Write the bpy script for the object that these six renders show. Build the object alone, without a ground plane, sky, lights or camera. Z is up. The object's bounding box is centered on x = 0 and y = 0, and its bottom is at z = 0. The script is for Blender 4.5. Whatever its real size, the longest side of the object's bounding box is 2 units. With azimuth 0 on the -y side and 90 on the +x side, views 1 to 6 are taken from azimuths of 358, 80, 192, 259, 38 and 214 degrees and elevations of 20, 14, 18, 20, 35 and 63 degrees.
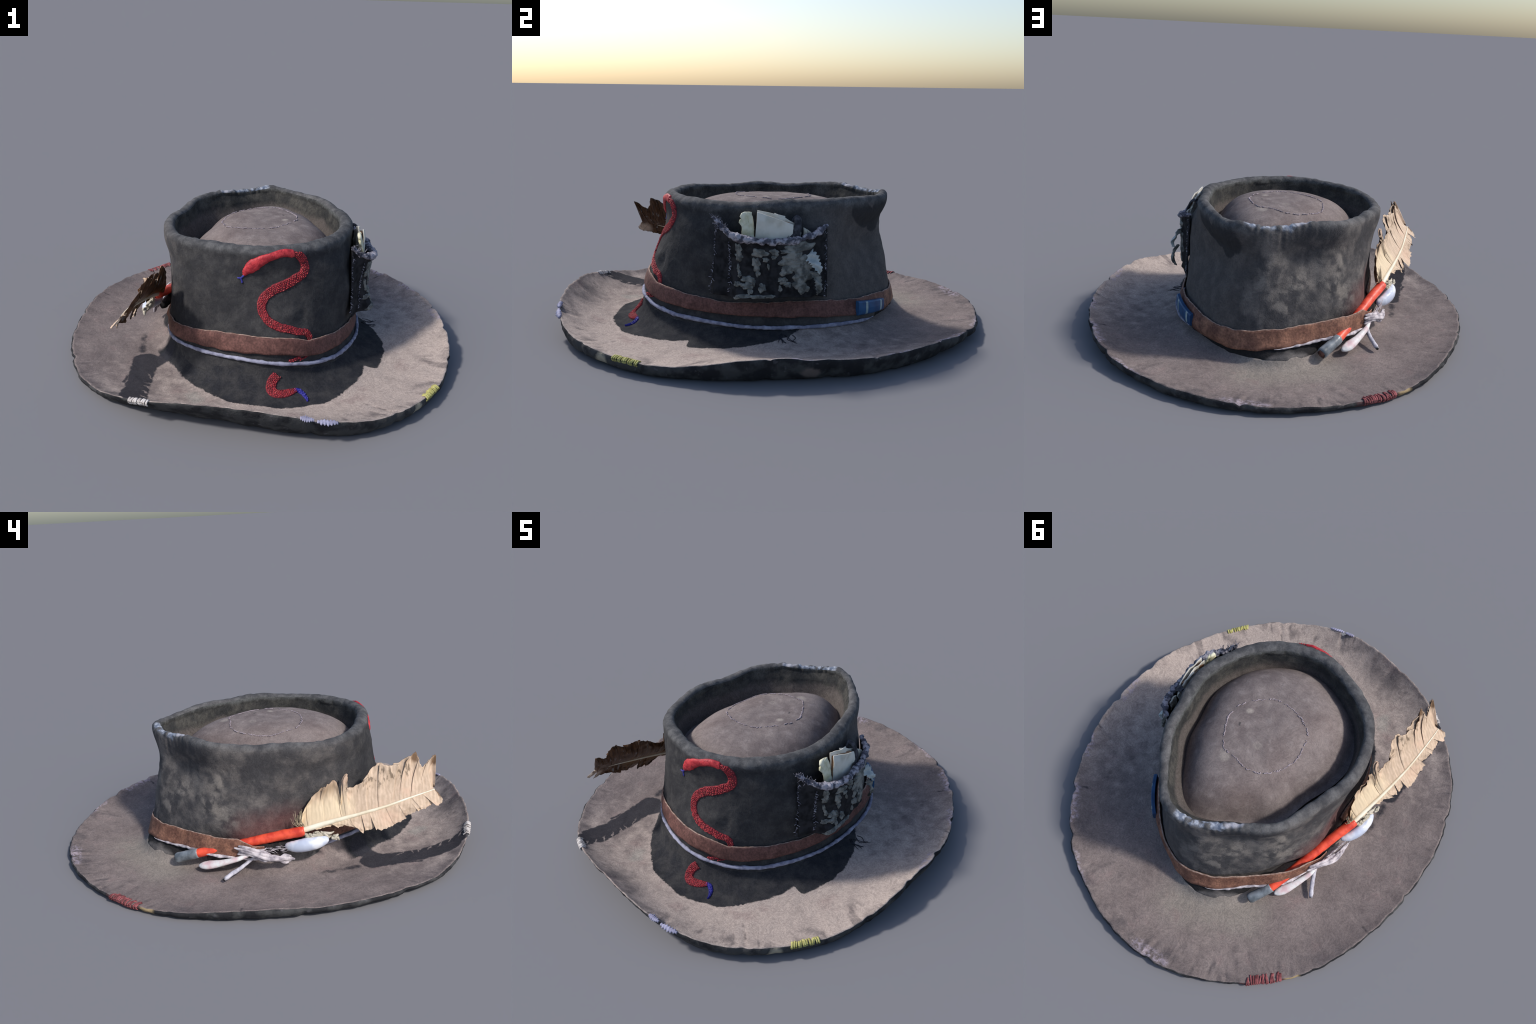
"""A worn dark felt hat: wide curled brim, rolled telescope crown with a dome inside, leather band, feather bundle,
beaded snake, frayed side pocket with cards and coloured whip stitches on the lip."""
import bpy, bmesh, random
from mathutils.bvhtree import BVHTree
import math, numpy as np
TAU = 2 * math.pi

def ring(values, t):
    """Smooth closed profile through evenly spaced control values (trigonometric interpolation)."""
    v = np.asarray(values, float); n = len(v); c = np.fft.rfft(v) / n
    t = np.asarray(t, float); out = np.full(t.shape, c[0].real)
    for k in range(1, len(c)):
        w = 1.0 if (n % 2 == 0 and k == n // 2) else 2.0
        out = out + w * (c[k].real * np.cos(k * t) - c[k].imag * np.sin(k * t))
    return out

def soft(table, deg):
    """Smooth periodic curve through (angle, value) control points, by cosine easing."""
    a = np.array([p[0] for p in table], float); v = np.array([p[1] for p in table], float)
    a = np.concatenate([a - 360, a, a + 360]); v = np.concatenate([v, v, v])
    d = np.asarray(deg, float) % 360
    m = np.gradient(v, a)
    i = np.clip(np.searchsorted(a, d, side='right') - 1, 0, len(a) - 2)
    h = a[i + 1] - a[i]; x = (d - a[i]) / h
    return ((2*x**3 - 3*x**2 + 1) * v[i] + (x**3 - 2*x**2 + x) * h * m[i]
            + (-2*x**3 + 3*x**2) * v[i + 1] + (x**3 - x**2) * h * m[i + 1])

# plan shapes of the hat, one value every 15 degrees, counted from +x towards +y
LIP_R = [0.891, 0.903, 0.913, 0.939, 0.963, 0.974, 0.99, 0.985, 0.964, 0.945, 0.915, 0.889,
         0.888, 0.908, 0.941, 0.97, 0.977, 0.971, 0.987, 1.013, 1.007, 0.977, 0.942, 0.904]
LIP_Z = [0.094, 0.081, 0.081, 0.07, 0.051, 0.041, 0.038, 0.031, 0.026, 0.026, 0.04, 0.051,
         0.042, 0.042, 0.034, 0.047, 0.1, 0.142, 0.138, 0.094, 0.063, 0.049, 0.063, 0.098]
RIM_R = [0.372, 0.364, 0.382, 0.405, 0.44, 0.495, 0.507, 0.465, 0.445, 0.443, 0.416, 0.404,
         0.421, 0.438, 0.453, 0.463, 0.458, 0.462, 0.47, 0.461, 0.443, 0.423, 0.403, 0.388]
RIM_Z = [0.609, 0.606, 0.605, 0.604, 0.597, 0.594, 0.595, 0.593, 0.595, 0.592, 0.579, 0.577,
         0.581, 0.574, 0.573, 0.585, 0.592, 0.595, 0.599, 0.599, 0.599, 0.599, 0.598, 0.604]
# outline of the crown wall at four heights
WALL_LEVELS = [0.1, 0.25, 0.4, 0.55]
WALL_R = [[0.46, 0.469, 0.482, 0.486, 0.502, 0.549, 0.593, 0.576, 0.503, 0.445, 0.44, 0.45, 0.443, 0.445, 0.483, 0.536, 0.573, 0.597, 0.615, 0.609, 0.573, 0.524, 0.488, 0.467],
          [0.432, 0.441, 0.451, 0.462, 0.493, 0.537, 0.553, 0.518, 0.471, 0.455, 0.457, 0.441, 0.419, 0.433, 0.482, 0.522, 0.54, 0.558, 0.581, 0.577, 0.536, 0.484, 0.448, 0.432],
          [0.431, 0.444, 0.439, 0.439, 0.466, 0.508, 0.529, 0.511, 0.473, 0.443, 0.429, 0.426, 0.43, 0.444, 0.472, 0.504, 0.522, 0.524, 0.524, 0.529, 0.519, 0.479, 0.433, 0.416],
          [0.408, 0.413, 0.412, 0.424, 0.464, 0.508, 0.52, 0.499, 0.472, 0.453, 0.438, 0.429, 0.438, 0.46, 0.478, 0.485, 0.489, 0.494, 0.494, 0.489, 0.478, 0.457, 0.428, 0.408]]
UNDER_Z = [(0, .015), (35, .014), (50, .02), (70, .003), (150, .002), (165, .006), (205, .012), (228, .02),
           (240, .053), (250, .063), (270, .05), (280, .032), (288, .003), (297, .010), (318, .001), (335, .006), (348, .017)]
TUBE = 0.026

# broad soft hollows (-) and fullnesses (+) of the wall: angle, spread, height, spread, depth
WALL_DENTS = [(62, 19, .39, .13, -.050), (112, 13, .44, .11, -.050), (34, 13, .40, .13, -.012), (83, 8, .30, .10, .010), (150, 22, .27, .10, -.012), (322, 17, .33, .14, .031), (148, 9, .48, .06, .010),
              (222, 30, .53, .05, .014), (285, 18, .40, .10, -.009), (98, 17, .12, .08, -.011), (58, 22, .07, .06, .030), (128, 17, .20, .10, .028), (142, 30, .05, .04, .022),
              (325, 38, .52, .06, .013), (250, 25, .54, .05, .010)]

def rim_r(t): return ring(RIM_R, t)
def rim_z(t): return ring(RIM_Z, t)
def wall_r(t, z):
    lv = np.array(WALL_LEVELS); rows = [ring(r, t) for r in WALL_R]
    z = np.asarray(z, float); out = 0
    for i in range(4):
        L = 1.0
        for j in range(4):
            if i != j: L = L * (z - lv[j]) / (lv[i] - lv[j])
        out = out + L * rows[i]
    a = np.degrees(t) % 360
    for a0, wa, z0, wz, h in WALL_DENTS:
        out = out + h * np.exp(-(((a - a0 + 180) % 360 - 180) / wa) ** 2 - ((z - z0) / wz) ** 2)
    return out
CORD_Z = [(0, .074), (15, .073), (32, .068), (50, .055), (70, .044), (90, .046), (110, .052), (135, .050), (160, .048), (185, .055), (205, .09),
          (227, .121), (248, .135), (260, .141), (270, .137), (278, .129), (285, .120), (291, .111), (297, .106), (303, .097), (310, .095), (320, .088), (334, .079), (346, .075)]
def cord_z(t): return soft(CORD_Z, np.degrees(t))
def lip_r(t): return ring(LIP_R, t) + .004
def lip_z(t): return ring(LIP_Z, t)
TROUGH_Z = [(0, .029), (30, .025), (50, .016), (75, .009), (105, .004), (150, .004), (175, .006), (210, .004), (240, .003), (285, .003), (305, .007), (322, .014), (340, .025)]
FLARE = [(0, .088), (50, .080), (72, .050), (92, .024), (125, .026), (160, .034), (185, .036), (205, .028), (235, .028), (255, .040), (288, .045), (302, .066), (318, .075), (335, .085)]
CURL = [(0, 2.6), (60, 2.2), (100, 1.8), (125, 2.4), (150, 3.2), (200, 2.6), (225, 3.5), (240, 3.6), (265, 3.0), (285, 2.8), (310, 2.6)]
# how far the underside is tucked in below the lip
TUCK = [(0, .030), (20, .022), (45, .006), (200, .0), (226, .01), (238, .068), (262, .076), (280, .048), (292, .008), (320, .004), (340, .022)]
def brim_top(t, r):
    """Height of the brim: a flare down from the crown, a shallow trough, a rise to the lip."""
    d = np.degrees(t)
    zb = cord_z(t) - 0.004; r0 = wall_r(t, zb) - 0.004; rl = lip_r(t); zl = lip_z(t)
    s = np.clip((r - r0) / (rl - r0), 0, 1.1)
    zv = np.minimum(soft(TROUGH_Z, d), zl - 0.006)
    return zv + (zb - zv) * np.exp(-np.maximum(r - r0, 0) / soft(FLARE, d)) * (1 - s**2) + (zl - zv) * s ** soft(CURL, d)

def dome_edge(t):
    """Plan of the dome: an egg, fuller to the front left."""
    g = lambda a, w: np.exp(-(((np.degrees(t) - a + 180) % 360 - 180) / w) ** 2)
    return (rim_r(t) - 0.055) * 0.986 * (1 + .09 * g(243, 30) - .05 * g(160, 38) - .03 * g(40, 35))

def dome_z(x, y):
    dx = x - 0.0207; dy = y + 0.038; t = np.arctan2(dy, dx)
    q = np.hypot(dx, dy) / dome_edge(t)
    return 0.581 + 0.0353 * dx + 0.0052 * dy - 0.132 * q**4 - 0.0074 * q**8

# ------------------------------------------------------------------ helpers
def vnoise(P, scale, seed=0):
    """Smooth value noise in 3D, -1..1, vectorised."""
    P = np.asarray(P, float) * scale + 17.3 * seed
    i = np.floor(P).astype(np.int64); f = P - i; f = f * f * (3 - 2 * f)
    def h(a):
        n = (a[..., 0] * 73856093) ^ (a[..., 1] * 19349663) ^ (a[..., 2] * 83492791) ^ (seed * 2654435)
        n = (n * 1103515245 + 12345) & 0x7fffffff
        n = ((n >> 13) ^ n) & 0x7fffffff
        n = (n * 60493 + 19990303) & 0x7fffffff
        return n / 0x3fffffff - 1.0
    out = 0
    for dx in (0, 1):
        for dy in (0, 1):
            for dz in (0, 1):
                w = (f[..., 0] if dx else 1 - f[..., 0]) * (f[..., 1] if dy else 1 - f[..., 1]) * (f[..., 2] if dz else 1 - f[..., 2])
                out = out + w * h(i + np.array([dx, dy, dz]))
    return out

def gauss(d, w): return np.exp(-(d / w) ** 2)
def dang(a, b): return (a - b + 180) % 360 - 180
def cyl(t, r, z): return np.stack([r * np.cos(t), r * np.sin(t), z + 0 * t], -1)

def new_mesh(name, V, F, mats, fmat=None, smooth=True, parent=None):
    me = bpy.data.meshes.new(name)
    me.from_pydata([tuple(map(float, v)) for v in np.asarray(V).reshape(-1, 3)], [], [tuple(map(int, f)) for f in F])
    for m in (mats if isinstance(mats, (list, tuple)) else [mats]): me.materials.append(m)
    if fmat is not None: me.polygons.foreach_set("material_index", np.asarray(fmat, dtype=np.int32))
    me.polygons.foreach_set("use_smooth", [smooth] * len(me.polygons)); me.update()
    ob = bpy.data.objects.new(name, me); bpy.context.scene.collection.objects.link(ob)
    if parent is not None: ob.parent = parent
    return ob

def grid_faces(n, m, wrap_n=False, wrap_m=False, off=0):
    """Quads of an n x m grid of points (row-major)."""
    F = []
    for i in range(n if wrap_n else n - 1):
        for j in range(m if wrap_m else m - 1):
            a, b = i * m + j, i * m + (j + 1) % m
            c, d = ((i + 1) % n) * m + (j + 1) % m, ((i + 1) % n) * m + j
            F.append((a + off, b + off, c + off, d + off))
    return F

def smooth_path(pts, n):
    """Catmull-Rom curve through the control points, resampled evenly."""
    p = np.asarray(pts, float); q = np.vstack([2 * p[0] - p[1], p, 2 * p[-1] - p[-2]]); out = []
    for i in range(1, len(q) - 2):
        for x in np.linspace(0, 1, 24, endpoint=False):
            a, b, c, d = q[i - 1:i + 3]
            out.append(0.5 * (2 * b + (c - a) * x + (2 * a - 5 * b + 4 * c - d) * x * x + (3 * b - 3 * c + d - a) * x ** 3))
    out.append(p[-1]); out = np.array(out)
    L = np.r_[0, np.cumsum(np.linalg.norm(np.diff(out[:, :3], axis=0), axis=1))]
    s = np.linspace(0, L[-1], n)
    return np.stack([np.interp(s, L, out[:, k]) for k in range(out.shape[1])], 1)

def unit(v): return v / (np.linalg.norm(v, axis=-1, keepdims=True) + 1e-12)

def tube(path, ra, rb=None, normal=None, sides=12, rough=0.0, seed=0, cap=True):
    """Swept tube: ra across, rb along the normal; returns vertices and faces."""
    path = np.asarray(path, float); n = len(path); T = unit(np.gradient(path, axis=0))
    N = np.tile([0, 0, 1.0], (n, 1)) if normal is None else np.asarray(normal, float) * np.ones((n, 1))
    N = unit(N - (N * T).sum(1, keepdims=True) * T); B = np.cross(T, N)
    ra = np.asarray(ra, float) * np.ones(n); rb = ra if rb is None else np.asarray(rb, float) * np.ones(n)
    a = np.linspace(0, TAU, sides, endpoint=False)
    V = path[:, None] + B[:, None] * (np.cos(a)[None, :, None] * ra[:, None, None]) + N[:, None] * (np.sin(a)[None, :, None] * rb[:, None, None])
    if rough:
        k = 1 + rough * vnoise(V, 60, seed) + 0.6 * rough * vnoise(V, 150, seed + 1)
        V = path[:, None] + (V - path[:, None]) * k[..., None]
    F = grid_faces(n, sides, wrap_m=True); V = V.reshape(-1, 3)
    if cap:
        F.append(tuple(range(sides))[::-1]); F.append(tuple((n - 1) * sides + i for i in range(sides)))
    return V, F

class Pile:
    """Collects many small pieces into one mesh."""
    def __init__(s): s.V = []; s.F = []; s.n = 0; s.M = []
    def add(s, VF, mat=0):
        V, F = VF; s.V.append(np.asarray(V).reshape(-1, 3)); s.F += [tuple(i + s.n for i in f) for f in F]; s.M += [mat] * len(F); s.n += len(s.V[-1])
    def build(s, name, mats, parent, smooth=True):
        return new_mesh(name, np.vstack(s.V), s.F, mats, s.M, smooth, parent)

def bead(c, ax, ay, az, X, Y, Z, nu=6, nv=4):
    th = np.linspace(0, math.pi, nv + 1); ph = np.linspace(0, TAU, nu, endpoint=False)
    V = [c + ax * X * math.sin(t) * math.cos(p) + ay * Y * math.sin(t) * math.sin(p) + az * Z * math.cos(t) for t in th for p in ph]
    return V, grid_faces(nv + 1, nu, wrap_m=True)

# ------------------------------------------------------------------ node helpers
class Nodes:
    def __init__(s, name, rough=0.9, spec=0.2):
        s.m = bpy.data.materials.new(name); s.m.use_nodes = True; s.t = s.m.node_tree
        s.b = s.t.nodes["Principled BSDF"]; s.b.inputs["Roughness"].default_value = rough
        s.b.inputs["Specular IOR Level"].default_value = spec
        s.tc = s.t.nodes.new("ShaderNodeTexCoord"); s.P = s.tc.outputs["Object"]
    def n(s, kind, **kw):
        nd = s.t.nodes.new("ShaderNode" + kind)
        for k, v in kw.items(): setattr(nd, k, v)
        return nd
    def put(s, sock, v):
        if hasattr(v, "links"): s.t.links.new(v, sock)
        else: sock.default_value = v
    def math(s, op, a, b=0.0, c=0.0, clamp=False):
        nd = s.n("Math", operation=op, use_clamp=clamp); s.put(nd.inputs[0], a); s.put(nd.inputs[1], b); s.put(nd.inputs[2], c); return nd.outputs[0]
    def vmath(s, op, a, b=(0, 0, 0), out=0):
        nd = s.n("VectorMath", operation=op); s.put(nd.inputs[0], a); s.put(nd.inputs[1], b); return nd.outputs[out]
    def noise(s, scale, detail=3.0, stretch=None, rough=0.55, col=False):
        nd = s.n("TexNoise"); nd.inputs["Scale"].default_value = scale; nd.inputs["Detail"].default_value = detail; nd.inputs["Roughness"].default_value = rough
        v = s.P
        if stretch: v = s.vmath("MULTIPLY", s.P, stretch)
        s.t.links.new(v, nd.inputs["Vector"]); return nd.outputs[1 if col else 0]
    def step(s, v, lo, hi):
        nd = s.n("MapRange", interpolation_type="SMOOTHSTEP"); s.put(nd.inputs["Value"], v)
        nd.inputs["From Min"].default_value = min(lo, hi); nd.inputs["From Max"].default_value = max(lo, hi)
        nd.inputs["To Min"].default_value, nd.inputs["To Max"].default_value = (0, 1) if lo < hi else (1, 0)
        return nd.outputs[0]
    def mix(s, f, a, b, mode="MIX"):
        nd = s.n("Mix", data_type="RGBA", blend_type=mode); s.put(nd.inputs[0], f)
        for i, c in ((6, a), (7, b)): s.put(nd.inputs[i], c if hasattr(c, "links") else (*c, 1.0))
        return nd.outputs[2]
    def seg(s, a, b):
        """Distance from the shaded point to the segment a-b."""
        a = np.array(a, float); ba = np.array(b, float) - a
        pa = s.vmath("SUBTRACT", s.P, tuple(a))
        h = s.math("DIVIDE", s.vmath("DOT_PRODUCT", pa, tuple(ba), 1), float(ba @ ba) + 1e-9, clamp=True)
        sc = s.n("VectorMath", operation="SCALE"); sc.inputs[0].default_value = tuple(ba); s.put(sc.inputs["Scale"], h)
        return s.vmath("LENGTH", s.vmath("SUBTRACT", pa, sc.outputs[0]), out=1)
    def near(s, a, b, r, soft_=0.01, jag=0.0, jscale=30):
        d = s.seg(a, b)
        if jag: d = s.math("ADD", d, s.math("MULTIPLY", s.math("SUBTRACT", s.noise(jscale, 4), 0.5), jag * 2))
        return s.step(d, r + soft_, r - soft_)
    def polar(s):
        x = s.n("SeparateXYZ"); s.t.links.new(s.P, x.inputs[0])
        ang = s.math("ARCTAN2", x.outputs[1], x.outputs[0])
        r = s.math("SQRT", s.math("ADD", s.math("MULTIPLY", x.outputs[0], x.outputs[0]), s.math("MULTIPLY", x.outputs[1], x.outputs[1])))
        return ang, r, x.outputs
    def bump(s, h, strength=0.3, dist=0.004):
        nd = s.n("Bump"); nd.inputs["Strength"].default_value = strength; nd.inputs["Distance"].default_value = dist
        s.put(nd.inputs["Height"], h); s.t.links.new(nd.outputs[0], s.b.inputs["Normal"])
    def done(s, col):
        s.put(s.b.inputs["Base Color"], col if hasattr(col, "links") else (*col, 1.0)); return s.m

def plain(name, c1, c2, scale=40, rough=0.8, spec=0.25, bump=0.3, bscale=None, dist=0.003, lo=.35, hi=.65):
    m = Nodes(name, rough, spec)
    f = m.step(m.noise(scale, 4), lo, hi)
    m.bump(m.noise(bscale or scale * 3, 4), bump, dist)
    return m.done(m.mix(f, c1, c2))

# ------------------------------------------------------------------ materials
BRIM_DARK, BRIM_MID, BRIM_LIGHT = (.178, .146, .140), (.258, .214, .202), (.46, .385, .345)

def felt_fibre(m):
    """Matted hair: short strokes whose direction wanders, plus fine grit."""
    w = m.n("TexNoise"); w.inputs["Scale"].default_value = 9.0; w.inputs["Detail"].default_value = 2.0; m.t.links.new(m.P, w.inputs["Vector"])
    P2 = m.vmath("ADD", m.P, m.vmath("MULTIPLY", w.outputs[1], (.16, .16, .16)))
    def strokes(sc, st):
        nd = m.n("TexNoise"); nd.inputs["Scale"].default_value = sc; nd.inputs["Detail"].default_value = 3.0
        m.put(nd.inputs["Vector"], m.vmath("MULTIPLY", P2, st)); return nd.outputs[0]
    a = m.noise(190, 2); b = strokes(42, (1.0, 4.0, 2.0)); c = strokes(42, (4.0, 1.0, 2.0))
    return m.math("ADD", m.math("MULTIPLY", a, 0.36), m.math("MULTIPLY", m.math("ADD", b, c), 0.32))

def brim_material():
    m = Nodes("brim_felt", 0.95, 0.12)
    ang, r, xyz = m.polar()
    big = m.noise(4.5, 4); mid = m.noise(16, 4); fib = felt_fibre(m)
    k = m.math("ADD", m.math("MULTIPLY", big, 0.6), m.math("MULTIPLY", mid, 0.4))
    col = m.mix(m.step(k, .30, .72), BRIM_DARK, BRIM_MID)
    # front lightened, back left greyer, following the sunlight caught in the scan
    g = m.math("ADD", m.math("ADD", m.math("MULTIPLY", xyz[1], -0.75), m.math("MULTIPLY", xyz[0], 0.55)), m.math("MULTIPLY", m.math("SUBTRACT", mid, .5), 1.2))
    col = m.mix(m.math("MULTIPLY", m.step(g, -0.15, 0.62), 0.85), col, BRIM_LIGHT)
    # pale rubbed dust behind the crown and a greenish spot in front
    col = m.mix(m.math("MULTIPLY", m.near((-.32, .56, .03), (-.05, .68, .03), .10, .09, .05, 12), .55), col, (.30, .275, .235))
    col = m.mix(m.math("MULTIPLY", m.near((-.30, -.66, .03), (-.28, -.70, .03), .03, .02, .02, 40), .45), col, (.25, .27, .245))
    # reddish tint here and there
    col = m.mix(m.math("MULTIPLY", m.step(m.noise(9, 3), .56, .72), .35), col, (.24, .165, .16))
    # crown's cast shadow baked into the brim colour, with a ragged fluffy edge
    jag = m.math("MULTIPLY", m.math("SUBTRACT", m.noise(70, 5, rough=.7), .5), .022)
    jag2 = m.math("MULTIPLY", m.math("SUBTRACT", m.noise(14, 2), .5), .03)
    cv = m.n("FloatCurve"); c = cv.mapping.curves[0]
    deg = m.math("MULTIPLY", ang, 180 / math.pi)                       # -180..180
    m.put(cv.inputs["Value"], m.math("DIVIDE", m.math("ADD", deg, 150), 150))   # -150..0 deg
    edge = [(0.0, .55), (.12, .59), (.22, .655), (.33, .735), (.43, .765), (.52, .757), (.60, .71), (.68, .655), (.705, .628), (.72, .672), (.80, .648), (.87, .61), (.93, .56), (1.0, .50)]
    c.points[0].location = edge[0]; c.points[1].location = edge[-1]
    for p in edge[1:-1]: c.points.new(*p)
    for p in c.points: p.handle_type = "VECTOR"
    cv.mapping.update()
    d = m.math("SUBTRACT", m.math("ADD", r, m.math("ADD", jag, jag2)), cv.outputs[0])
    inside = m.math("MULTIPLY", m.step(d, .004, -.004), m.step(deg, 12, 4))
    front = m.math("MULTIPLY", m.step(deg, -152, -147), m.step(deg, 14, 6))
    dye = m.mix(m.step(mid, .35, .68), (.026, .027, .032), (.048, .047, .049))  # dye holds the near-black tones of that cast shadow
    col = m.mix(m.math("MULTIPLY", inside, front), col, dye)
    # feather's cast shadow painted on the left front brim, lit slits between barbs
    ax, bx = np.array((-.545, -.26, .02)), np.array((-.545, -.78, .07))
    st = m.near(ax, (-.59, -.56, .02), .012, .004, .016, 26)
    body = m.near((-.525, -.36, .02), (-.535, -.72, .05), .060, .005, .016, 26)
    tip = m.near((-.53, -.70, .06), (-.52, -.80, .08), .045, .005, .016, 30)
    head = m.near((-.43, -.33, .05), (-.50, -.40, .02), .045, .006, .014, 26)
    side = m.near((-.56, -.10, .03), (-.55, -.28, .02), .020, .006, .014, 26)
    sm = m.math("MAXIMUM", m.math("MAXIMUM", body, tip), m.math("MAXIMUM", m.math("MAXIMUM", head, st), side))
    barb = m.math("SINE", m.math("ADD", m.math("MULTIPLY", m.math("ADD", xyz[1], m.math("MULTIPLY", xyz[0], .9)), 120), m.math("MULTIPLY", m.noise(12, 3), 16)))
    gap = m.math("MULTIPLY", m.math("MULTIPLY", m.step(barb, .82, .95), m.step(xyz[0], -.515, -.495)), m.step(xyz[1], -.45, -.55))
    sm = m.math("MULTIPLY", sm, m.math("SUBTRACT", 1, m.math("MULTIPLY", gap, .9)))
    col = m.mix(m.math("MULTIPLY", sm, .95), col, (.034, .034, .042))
    # stray dark threads and creases running in from the lip
    for a, b in (((-.09, .862, .03), (-.075, .99, .04)), ((.676, .534, .06), (.75, .57, .07)), ((.71, .28, .06), (.87, .24, .08)), ((.80, -.15, .06), (.89, -.17, .09)), ((.12, -.90, .06), (.16, -.99, .11)), ((-.40, .80, .02), (-.45, .86, .03)), ((.40, -.74, .03), (.47, -.81, .04)), ((-.80, .30, .04), (-.88, .32, .05))):
        col = m.mix(m.math("MULTIPLY", m.near(a, b, .004, .006, .010, 45), .8), col, (.04, .038, .045))
    # worn lavender rub where the edge is frayed
    for a, b, w in (((.72, .57, .08), (.62, .70, .07), .022), ((.50, .83, .06), (.36, .91, .05), .024), ((-.02, .97, .04), (-.16, .96, .04), .028), ((.86, .05, .1), (.885, -.08, .1), .018), ((.80, .40, .09), (.845, .31, .09), .018)):
        f = m.math("MULTIPLY", m.near(a, b, w, .014, .02, 35), m.step(m.noise(75, 4), .42, .58))
        col = m.mix(m.math("MULTIPLY", f, .85), col, (.40, .345, .40))
    # radial creases towards the lip
    rad = m.n("TexNoise"); rad.inputs["Scale"].default_value = 1.0; rad.inputs["Detail"].default_value = 4.0
    dirv = m.vmath("NORMALIZE", m.vmath("MULTIPLY", m.P, (1, 1, 0)))
    m.put(rad.inputs["Vector"], m.vmath("ADD", m.vmath("MULTIPLY", dirv, (17, 17, 17)), m.vmath("MULTIPLY", m.P, (5, 5, 5))))
    cre = m.math("MULTIPLY", m.math("MULTIPLY", m.step(rad.outputs[0], .50, .36), m.step(m.math("ADD", r, m.math("MULTIPLY", m.math("SUBTRACT", big, .5), .5)), .74, .97)), m.step(m.noise(7, 4), .44, .60))
    col = m.mix(m.math("MULTIPLY", cre, .68), col, (.070, .062, .068))
    # grimy smudges gathering towards the lip
    rim_dirt = m.math("MULTIPLY", m.step(m.math("ADD", r, m.math("MULTIPLY", m.math("SUBTRACT", m.noise(6, 4), .5), .55)), .84, 1.02), m.step(m.noise(11, 5, rough=.65), .40, .62))
    col = m.mix(m.math("MULTIPLY", rim_dirt, .55), col, (.075, .068, .076))
    col = m.mix(m.math("MULTIPLY", m.near((-.22, -.86, .08), (-.10, -.90, .09), .05, .05, .05, 14), .5), col, (.07, .066, .075))
    col = m.mix(m.step(fib, .34, .68), m.mix(1, col, (.76, .76, .77), "MULTIPLY"), m.mix(1, col, (1.27, 1.26, 1.25), "MULTIPLY"))
    m.bump(m.math("ADD", fib, m.math("MULTIPLY", rad.outputs[0], .6)), .4, .004)
    return m.done(col)

def edge_material():
    m = Nodes("brim_edge_felt", 0.9, 0.15)
    col = m.mix(m.step(m.noise(14, 4), .4, .62), (.024, .024, .027), (.066, .066, .067))
    col = m.mix(m.math("MULTIPLY", m.step(m.noise(30, 3), .62, .72), .35), col, (.15, .14, .155))
    for p, q, c in (((-.50, .80, .02), (-.62, .70, .02), (.12, .06, .06)), ((-.65, .67, .015), (-.67, .65, .012), (.36, .27, .15)), ((.875, -.02, .04), (.88, .0, .03), (.16, .13, .12)), ((.60, -.79, .02), (.605, -.785, .03), (.4, .36, .28))):
        col = m.mix(m.near(p, q, .025, .01, .01, 40), col, c)
    m.bump(m.noise(60, 4), .6, .006)
    return m.done(col)

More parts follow.
